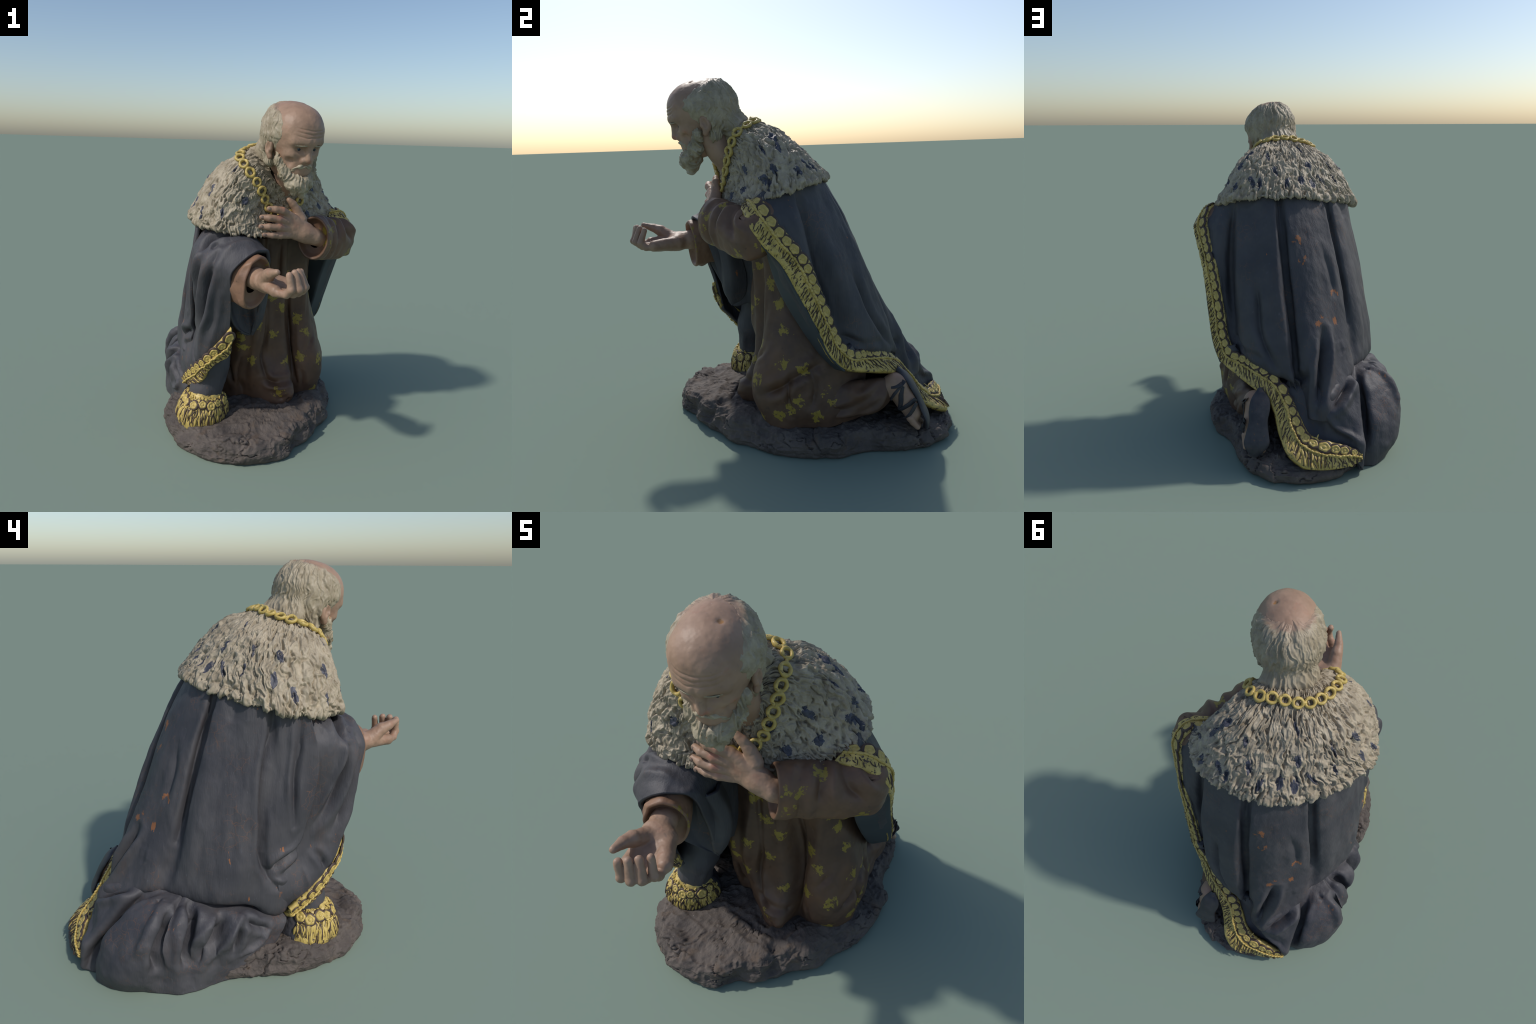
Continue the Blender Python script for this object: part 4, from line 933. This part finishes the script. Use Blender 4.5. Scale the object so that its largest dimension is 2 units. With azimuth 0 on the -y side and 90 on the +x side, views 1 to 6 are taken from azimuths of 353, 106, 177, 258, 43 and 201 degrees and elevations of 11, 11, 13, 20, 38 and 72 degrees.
def build_head():
    def face(X):
        A = X.copy(); A[..., 0] = np.abs(A[..., 0])
        d = cranium(X)
        d = smin(d, s_ell(X, (0, .070, -.095), (.100, .112, .125)), .06)
        d = smin(d, s_ell(A, (.066, .122, -.080), (.034, .042, .030)), .03)           # cheekbones
        d = smin(d, s_ell(X, (0, .125, -.19), (.05, .05, .05)), .04)                  # chin
        d = smin(d, s_cap(A, (.016, .187, .003), (.080, .160, -.004), .022, .018), .025)  # brow
        d = -smin(-d, s_ell(A, (.049, .203, -.043), (.034, .038, .024)), .018)        # sockets
        d = smin(d, s_cap(X, (0, .186, -.02), (0, .206, -.088), .014, .0185), .016)   # nose
        d = smin(d, s_ball(A, (.019, .190, -.098), .013), .012)
        d = -smin(-d, s_ell(A, (.078, .150, -.125), (.022, .022, .03)), .02)           # hollow cheeks
        d = -smin(-d, s_ball(A, (.010, .201, -.114), .006), .006)
        d = smin(d, s_cap(A, (.024, .1705, -.0305), (.070, .1505, -.036), .0095, .0082), .007)     # upper lids
        d = smin(d, s_cap(A, (.024, .166, -.055), (.066, .150, -.055), .008, .006), .010)     # lower lids
        d = smin(d, s_cap(X, (0, .11, -.16), (0, -.02, -.2), .075, .07), .05)
        return d
    v, f = surface_nets(face, (-.19, -.22, -.27), (.19, .26, .20), .0035)
    v = relax(v, f, 1); n = vert_normals(v, f)
    h = np.zeros(len(v))
    for k, c in enumerate([.028, .046, .064]):
        h -= .0028*np.exp(-((v[:, 2] - c - .02*v[:, 0]**2/.01*.3 + .003*noise(v[:, 0]*30, k, 0, 5))/.0035)**2)*sstep(.10, .14, v[:, 1])*sstep(.10, .06, np.abs(v[:, 0]))
    pit = (V(.195, -.451, 1.975) - HC) @ HR.T
    h -= .007*np.exp(-(np.linalg.norm(v - pit, axis=1)/.012)**2)
    h += .0015*fbm(v, 25, 3, 4)
    v = v + n*h[:, None]
    head = mesh_object('head', to_world(v), f, M_SKIN, ROOT)
    for s in (-1, 1):
        th, ph = np.meshgrid(np.linspace(0, 2*np.pi, 24, endpoint=False), np.linspace(0, np.pi, 14), indexing='ij')
        B = np.stack([np.cos(th)*np.sin(ph), np.cos(ph), np.sin(th)*np.sin(ph)], -1)
        v, f = sheet_mesh(to_world(B*.0215 + V(s*.048, .148, -.043)), True); mesh_object('eye', v, f, M_EYE, head)
        v, f = sheet_mesh(to_world(B*V(.0080, .003, .0080) + V(s*.049 + .003, .1678, -.046)), True); mesh_object('iris', v, f, M_IRIS, head)
        def ear(X):
            A = X - V(s*.135, .035, -.088)
            d = s_ell(A, (s*.008, -.008, .006), (.018, .030, .048))
            d = smin(d, s_ell(A, (s*.004, .008, -.040), (.013, .016, .018)), .012)
            d = -smin(-d, s_ell(A, (s*.026, -.002, .008), (.013, .015, .028)), .008)
            d = smin(d, s_ball(A, (s*.012, .014, .0), .009), .008)
            return d
        v, f = surface_nets(ear, (s*.135-.04, -.02, -.16), (s*.135+.045, .09, -.02), .003)
        v = relax(v, f, 1); mesh_object('ear', to_world(v), f, M_SKIN, head)
        parts = []
        for q in np.linspace(0, 1, 9):   # eyebrow locks
            p = V(s*(.022 + .058*q), .204 - .032*q*q, -.010 - .010*q); 
            parts.append(tuft(to_world(p - V(s*.008, 0, .003)), to_world(p + V(s*.010, -.003, -.003)), HF, .008, .004))
        v, f = join(parts); mesh_object('eyebrow', v, f, M_BEARD, head)
    # lips
    def lips(X):
        d = s_path(X, [(-.028,.160,-.157), (0,.171,-.152), (.028,.160,-.157)], [.005, .009, .005], .004)
        return np.minimum(d, s_path(X, [(-.024,.160,-.172), (0,.173,-.174), (.024,.160,-.172)], [.005, .0095, .005], .004))
    v, f = surface_nets(lambda X: s_ell(X, (0, .166, -.162), (.026, .012, .0085)), (-.06,.12,-.2), (.06,.2,-.12), .003); mesh_object('mouth', to_world(v), f, M_MOUTH, head)
    v, f = surface_nets(lips, (-.06,.12,-.2), (.06,.2,-.12), .003); mesh_object('lip', to_world(relax(v, f, 1)), f, M_LIP, head)

    # ---- hair: thick shell round the back and sides, falling to the nape
    def hairline(X):
        line = np.interp(X[..., 2], [-.09, -.05, -.01, .03, .065, .10, .135, .16], [.05, .085, .098, .104, .096, .045, -.045, -.075])
        top = sstep(.12, .045, np.abs(X[..., 0]))      # bald crown reaches further back in the middle
        line = line - top*np.maximum(line + .085, 0) + .011*noise(X[..., 2]*40, X[..., 0]*30, 0, 90) + .004*noise(X[..., 2]*90, X[..., 0]*70, 0, 91)
        return line
    def hair(X):
        A = X.copy(); A[..., 0] = np.abs(A[..., 0])
        line = hairline(X)
        edge = sstep(0, .07, line - X[..., 1])
        shell = cranium(X) - .001 - .011*edge - .006*np.exp(-((X[..., 2] + .02)/.045)**2)*sstep(.0, .03, line - X[..., 1])
        d = np.maximum(shell, X[..., 1] - line)
        d = np.maximum(d, -X[..., 2] - .10)
        d = smin(d, s_cap(A, (.085, -.05, -.07), (.105, .0, -.165), .060, .035), .03)
        d = smin(d, s_cap(A, (.130, .0, -.025), (.130, -.02, -.09), .022, .026), .03)      # curls over and behind the ear
        d = smin(d, s_ell(X, (0, -.11, -.09), (.112, .070, .10)), .03)
        d = smin(d, s_ell(X, (.015, -.140, -.155), (.128, .068, .07)), .04)
        d = smin(d, s_cap(A, (.07, -.10, -.15), (.085, -.10, -.21), .05, .035), .04)
        # leave the ear free
        return -smin(-d, s_ell(A, (.158, .045, -.095), (.03, .038, .05)), .01)
    v, f = surface_nets(hair, (-.21, -.28, -.28), (.21, .14, .21), .0031)
    v = relax(v, f, 1); n = vert_normals(v, f)
    # strands run from the crown outwards: azimuth across, polar angle along
    c = v - V(0, -.02, .0); ax = nrm(V(0, -.25, 1.))
    pol = np.arccos(np.clip(nrm(c) @ ax, -1, 1)); e1 = V(1, 0, 0); e2 = np.cross(ax, e1)
    az = np.arctan2(c @ e2, c @ e1)
    R = np.hypot(c @ e1, c @ e2)
    circ = lambda f_: (np.cos(az)*f_, np.sin(az)*f_)
    def strands(fr, fl, wave, seed):
        a = az + wave*(.65*noise(*circ(2.), pol*3.2, seed) + .35*noise(*circ(5.), pol*7, seed+1))
        return 1 - np.abs(noise(np.cos(a)*fr, np.sin(a)*fr, pol*fl, seed+2))
    line_ = np.maximum(sstep(.0, .06, hairline(v) - v[:, 1]), sstep(-.04, -.08, v[:, 2]))
    h = (.010*strands(5, .7, .20, 50)**1.3 + .009*strands(9, .9, .20, 54)**1.3 + .005*strands(18, 1.2, .20, 58) - .015)*(.35 + .65*line_)
    lowk = sstep(-.05, -.15, v[:, 2])
    h = h*(1 + .5*lowk)
    v = v + n*h[:, None]
    mesh_object('hair', to_world(v), f, M_HAIR, ROOT)

    # ---- beard and moustache
    def beard(X):
        A = X.copy(); A[..., 0] = np.abs(A[..., 0])
        d = s_path(A, [(.103,.070,-.075), (.100,.085,-.13), (.078,.125,-.19), (.04,.16,-.225)], [.012, .026, .036, .043], .03)
        d = smin(d, s_ell(X, (.0, .166, -.226), (.073, .064, .066)), .03)
        d = smin(d, s_cap(X, (0, .176, -.250), (.012, .190, -.302), .050, .022), .03)
        d = smin(d, s_cap(A, (.03, .165, -.25), (.028, .178, -.285), .035, .02), .015)
        d = -smin(-d, s_ell(X, (0, .20, -.162), (.038, .050, .021)), .010)
        return d
    v, f = surface_nets(beard, (-.16, .0, -.34), (.16, .27, -.03), .0036)
    v = relax(v, f, 1); n = vert_normals(v, f)
    az = np.arctan2(v[:, 0], v[:, 1] - .02); y = v[:, 2]
    w = .10*noise(az*4, y*22, 0, 71) + .06*noise(az*9, y*40, 0, 72)
    rd = lambda f_, g_, sd: (1 - np.abs(noise((az + w)*f_, y*g_, 0, sd)))**1.5
    h = .012*rd(7, 16, 73) + .010*rd(14, 22, 74) + .0045*rd(28, 28, 75) - .016
    v = v + n*(h*sstep(.0, .02, -.055 - y + .01))[:, None]
    mesh_object('beard', to_world(v), f, M_BEARD, ROOT)
    def mous(X):
        A = X.copy(); A[..., 0] = np.abs(A[..., 0])
        return s_path(A, [(.004,.190,-.128), (.028,.182,-.134), (.052,.164,-.152), (.066,.145,-.18)], [.008, .0115, .0115, .008], .012)
    v, f = surface_nets(mous, (-.1, .11, -.22), (.1, .22, -.1), .003)
    v = relax(v, f, 1); n = vert_normals(v, f); a = np.abs(v[:, 0])
    h = .004*noise(v[:, 2]*150 + 90*a, a*25, 0, 81) + .002*noise(v[:, 2]*300 + 180*a, a*40, 0, 82)
    mesh_object('moustache', to_world(v + n*h[:, None]), f, M_BEARD, ROOT)
    # ---- neck
    N_ = tube([(.135,-.40,1.74),(.125,-.34,1.64),(.105,-.28,1.55),(.09,-.24,1.46)], [.095,.085,.078,.06], [.09,.08,.072,.06], 40, 60, up=(0, -1, .3))
    NN = grid_normals(N_, True)
    if ((N_ - N_.mean(0, keepdims=True))*NN).sum() < 0: NN = -NN
    N_ = folds(N_, NN, [([(.20,-.36,1.68),(.17,-.36,1.60),(.115,-.33,1.51)], .018, .012), ([(.04,-.41,1.66),(.07,-.39,1.58),(.10,-.33,1.51)], .018, .012),
                        ([(.14,-.42,1.62),(.13,-.40,1.57)], .016, .01)])
    v, f = sheet_mesh(N_, True); mesh_object('neck', v, f, M_SKIN, ROOT)
build_head()

# ================================================================== SLEEVES AND HANDS
def sleeve(name, spine, ra, rb, cuff_in, items, seed, up=(0, 0, 1), mat=None):
    """tube with a rolled cuff whose opening is hollow"""
    P = tube(spine, ra, rb, 150, 150, up)
    m, n = P.shape[:2]; ax = nrm(P[:, -1].mean(0) - P[:, -6].mean(0)); c = P[:, -1].mean(0)
    inner = []
    for d, k in [(.006, .97), (.007, .92), (.0, .87), (-.015, .82), (-.028, .68), (-.032, .45)]:
        inner.append(c + (P[:, -1] - c)*k + ax*d)
    Nn = grid_normals(P, True)
    if ((P - P.mean(0, keepdims=True))*Nn).sum() < 0: Nn = -Nn
    P = folds(P, Nn, items)
    P += Nn*(.004*fbm(P, 12, 3, seed))[..., None]
    inner = [c + (P[:, -1] - c)*k + ax*d for d, k in [(.006, .965), (.007, .92), (.0, .87), (-.015, .82), (-.028, .68), (-.032, .45)]]
    P = np.concatenate([P, np.stack(inner, 1)], 1)
    v, f = sheet_mesh(P, True)
    return mesh_object(name, v, f, mat or M_SLEEVE, ROOT)

sleeve('sleeve', [(.38,-.0,1.30),(.46,.01,1.25),(.515,-.01,1.19),(.465,-.085,1.185),(.385,-.18,1.20),(.33,-.255,1.215),(.283,-.32,1.225)],
       [.09,.10,.10,.105,.10,.10,.098], [.09,.10,.12,.13,.13,.13,.128], True,
       [([(.39,-.13,1.34),(.44,-.22,1.28),(.47,-.26,1.2),(.44,-.25,1.08)], .016, -.020),
        ([(.34,-.19,1.35),(.38,-.28,1.30),(.41,-.31,1.2),(.37,-.29,1.08)], .018, -.016),
        ([(.33,-.22,1.35),(.355,-.31,1.30),(.37,-.33,1.2)], .016, .012),
        ([(.45,-.10,1.32),(.53,-.14,1.25),(.58,-.10,1.18)], .020, -.028),
        ([(.43,-.14,1.32),(.49,-.20,1.24),(.53,-.2,1.16)], .022, .014),
        ([(.50,-.08,1.31),(.58,-.07,1.24),(.61,-.03,1.2)], .018, .018),
        ([(.58,.04,1.12),(.56,-.09,1.06),(.46,-.2,1.06)], .03, .02)], 3)
sleeve('sleeve', [(-.31,-.35,1.10),(-.27,-.40,1.09),(-.22,-.455,1.07),(-.17,-.51,1.045),(-.105,-.582,1.032),(-.083,-.610,1.028)],
       [.07,.08,.09,.098,.102,.100], [.10,.12,.135,.146,.150,.146], True,
       [([(-.2,-.58,1.12),(-.13,-.6,1.15),(-.05,-.56,1.15)], .014, -.012), ([(-.19,-.6,1.05),(-.2,-.56,.95),(-.13,-.52,.88)], .018, -.014),
        ([(-.18,-.62,1.0),(-.15,-.62,.92),(-.10,-.56,.88)], .018, .016), ([(-.16,-.62,1.13),(-.19,-.60,1.05),(-.19,-.56,.97)], .012, -.018), ([(-.12,-.63,1.16),(-.16,-.63,1.08),(-.17,-.61,1.0)], .014, .010), ([(-.06,-.57,1.16),(-.12,-.58,1.165),(-.16,-.56,1.14)], .012, -.014), ([(-.16,-.60,.96),(-.13,-.60,.90),(-.08,-.56,.875)], .012, -.014), ([(-.17,-.63,1.1),(-.1,-.65,1.14),(-.02,-.6,1.12)], .016, .012)], 6, up=(.12, .12, 1), mat=M_CUFF)

def hand(name, fingers, palm, wrist, lo, hi, nails=()):
    def sdf(X):
        d = None
        for pts, rad in palm:
            e = s_path(X, pts, rad, .02); d = e if d is None else smin(d, e, .022)
        for pts, rad in fingers:
            d = smin(d, s_path(X, pts, rad, .006), .008)
        return smin(d, s_path(X, wrist[0], wrist[1], .02), .03)
    v, f = surface_nets(sdf, lo, hi, .003); v = relax(v, f, 2, .4); n = vert_normals(v, f)
    v = v + n*(.0016*fbm(v, 30, 3, 3))[:, None]
    o = mesh_object(name, v, f, M_SKIN, ROOT)
    for tip, dir_, nor in nails:
        vv, ff = tuft(V(*tip) - V(*dir_)*.010, V(*tip) + V(*dir_)*.012, nrm(V(*nor)), .019, .006); mesh_object('fingernail', vv, ff, M_NAIL, o)
M_NAIL = mat_plain('nail_paint', (.17, .115, .09), (.22, .16, .125), 60, .4)

# right hand, held out palm up
T0, T3 = V(.034, -.928, 1.140), V(.110, -.832, 1.140)
B0, B3 = V(.044, -.936, 1.074), V(.132, -.850, 1.067)
K0, K3 = V(-.007, -.880, 1.042), V(.098, -.775, 1.034)
fing = []
for i, (r, lft) in enumerate([(.0205, .004), (.0215, .010), (.0215, .010), (.0200, .0)]):
    k = i/3; T = T0*(1-k)+T3*k + V(0, 0, lft) + V(.006, -.008, 0)*(1 if i in (1, 2) else 0); B = B0*(1-k)+B3*k + V(.012, -.014, 0)*(1 if i in (1, 2) else 0); K = K0*(1-k)+K3*k
    fing.append(([tuple(K), tuple(.45*K+.55*B + V(.004, -.004, -.014)), tuple(B), tuple(T)], [r*1.08, r*1.02, r, r*.82]))
fing.append(([(-.055,-.745,1.075), (-.048,-.80,1.115), (-.042,-.85,1.135), (-.022,-.905,1.155)], [.042, .034, .025, .015]))
palm = [([(-.068,-.70,1.06), (-.020,-.86,1.047)], [.042, .030]), ([(-.04,-.69,1.04), (.028,-.83,1.032)], [.042, .028]),
        ([(-.02,-.68,1.04), (.066,-.80,1.030)], [.042, .029]), ([(-.0,-.67,1.05), (.103,-.775,1.047)], [.042, .033])]
hand('hand', fing, palm, ([(-.12,-.55,1.05), (-.085,-.62,1.055), (-.045,-.69,1.055)], [.055, .056, .052]), (-.18, -.99, .95), (.18, -.5, 1.2))

# left hand, laid on the chest
fing = [([(.112,-.385,1.372), (.075,-.415,1.395), (.035,-.432,1.405), (-.002,-.432,1.408)], [.025, .0225, .020, .0155]),
        ([(.105,-.392,1.332), (.055,-.424,1.348), (.0,-.438,1.358), (-.042,-.432,1.360)], [.025, .023, .020, .0155]),
        ([(.108,-.390,1.292), (.055,-.430,1.303), (.0,-.446,1.308), (-.046,-.444,1.309)], [.024, .022, .019, .015]),
        ([(.122,-.385,1.252), (.07,-.418,1.256), (.02,-.440,1.260), (-.028,-.448,1.263)], [.022, .020, .017, .0135]),
        ([(.20,-.335,1.335), (.178,-.335,1.385), (.150,-.345,1.425), (.124,-.352,1.450)], [.036, .028, .022, .016])]
palm = [([(.232,-.335,1.285), (.118,-.380,1.368)], [.034, .026]), ([(.232,-.340,1.27), (.112,-.387,1.330)], [.036, .026]),
        ([(.232,-.340,1.25), (.115,-.385,1.292)], [.036, .026]), ([(.232,-.340,1.232), (.128,-.376,1.258)], [.034, .024])]
hand('hand', fing, palm, ([(.36,-.27,1.20), (.285,-.325,1.235), (.225,-.345,1.262)], [.05, .047, .046]), (-.1, -.50, 1.1), (.42, -.2, 1.5),
     nails=[((.0,-.446,1.409), (-1, .05, .1), (0, -1, .1)), ((-.040,-.446,1.361), (-1, .1, .05), (0, -1, .1)), ((-.044,-.458,1.310), (-1, .1, 0), (0, -1, .1)), ((-.026,-.460,1.264), (-1, .1, 0), (0, -1, .1))])

# ================================================================== FOOT WITH SANDAL
def build_foot():
    def sdf(X):
        d = s_path(X, [(.25,.60,.30), (.245,.665,.335), (.245,.715,.26), (.255,.755,.19)], [.055, .058, .055, .048], .03)
        for i in range(5):
            k = i/4; b = V(.215 + .085*k, .745, .185 - .01*k); t = V(.205 + .095*k, .795 - .012*k, .115 + .012*k)
            d = smin(d, s_path(X, [tuple(b), tuple(.5*(b+t) + V(0, -.004, 0)), tuple(t)], [.022, .0175, .0145 if i else .018], .006), .008)
        return d
    v, f = surface_nets(sdf, (.1, .5, .05), (.4, .9, .45), .0045); v = relax(v, f, 1)
    foot = mesh_object('foot', v, f, M_SKIN, ROOT)
    C = curve([(.215,.665,.415),(.215,.715,.375),(.225,.765,.30),(.235,.805,.215),(.24,.83,.15),(.245,.825,.105)], 60)
    T = nrm(np.gradient(C, axis=0)); S = np.broadcast_to(V(1, 0, 0), C.shape); U = nrm(np.cross(S, T)); U = np.where(U[:, 1:2] < 0, -U, U)
    w = hermite(V(.012, .05, .058, .052, .062, .068, .03), np.linspace(0, 1, 7), np.linspace(0, 1, 60))
    th = np.linspace(0, 2*np.pi, 32, endpoint=False)
    P = C[None] + (np.cos(th)[:, None]*w[None])[..., None]*S[None] + (np.sin(th)*.015)[:, None, None]*U[None]
    v, f = sheet_mesh(P, True); mesh_object('sandal_sole', v, f, M_SANDAL, foot)
    def strap(pts, w=.013):
        C = curve(pts, 30); T = nrm(np.gradient(C, axis=0)); O = nrm(C - V(.245, .70, .25)); S = nrm(np.cross(T, O))
        th = np.linspace(0, 2*np.pi, 10, endpoint=False)
        P = C[None] + np.cos(th)[:, None, None]*S[None]*w + np.sin(th)[:, None, None]*O[None]*.005
        v, f = sheet_mesh(P, True); mesh_object('sandal_strap', v, f, M_SANDAL, foot)
    strap([(.285,.71,.375),(.306,.68,.34),(.308,.66,.31),(.29,.64,.27)])
    strap([(.302,.70,.35),(.306,.695,.31),(.305,.695,.26),(.29,.69,.215)])
    strap([(.30,.77,.285),(.306,.745,.26),(.305,.715,.235),(.285,.69,.21),(.25,.685,.205)])
    strap([(.305,.775,.265),(.318,.755,.225),(.31,.73,.185),(.28,.715,.165)])
    strap([(.302,.645,.345),(.306,.665,.35),(.302,.70,.365)], .015)
build_foot()
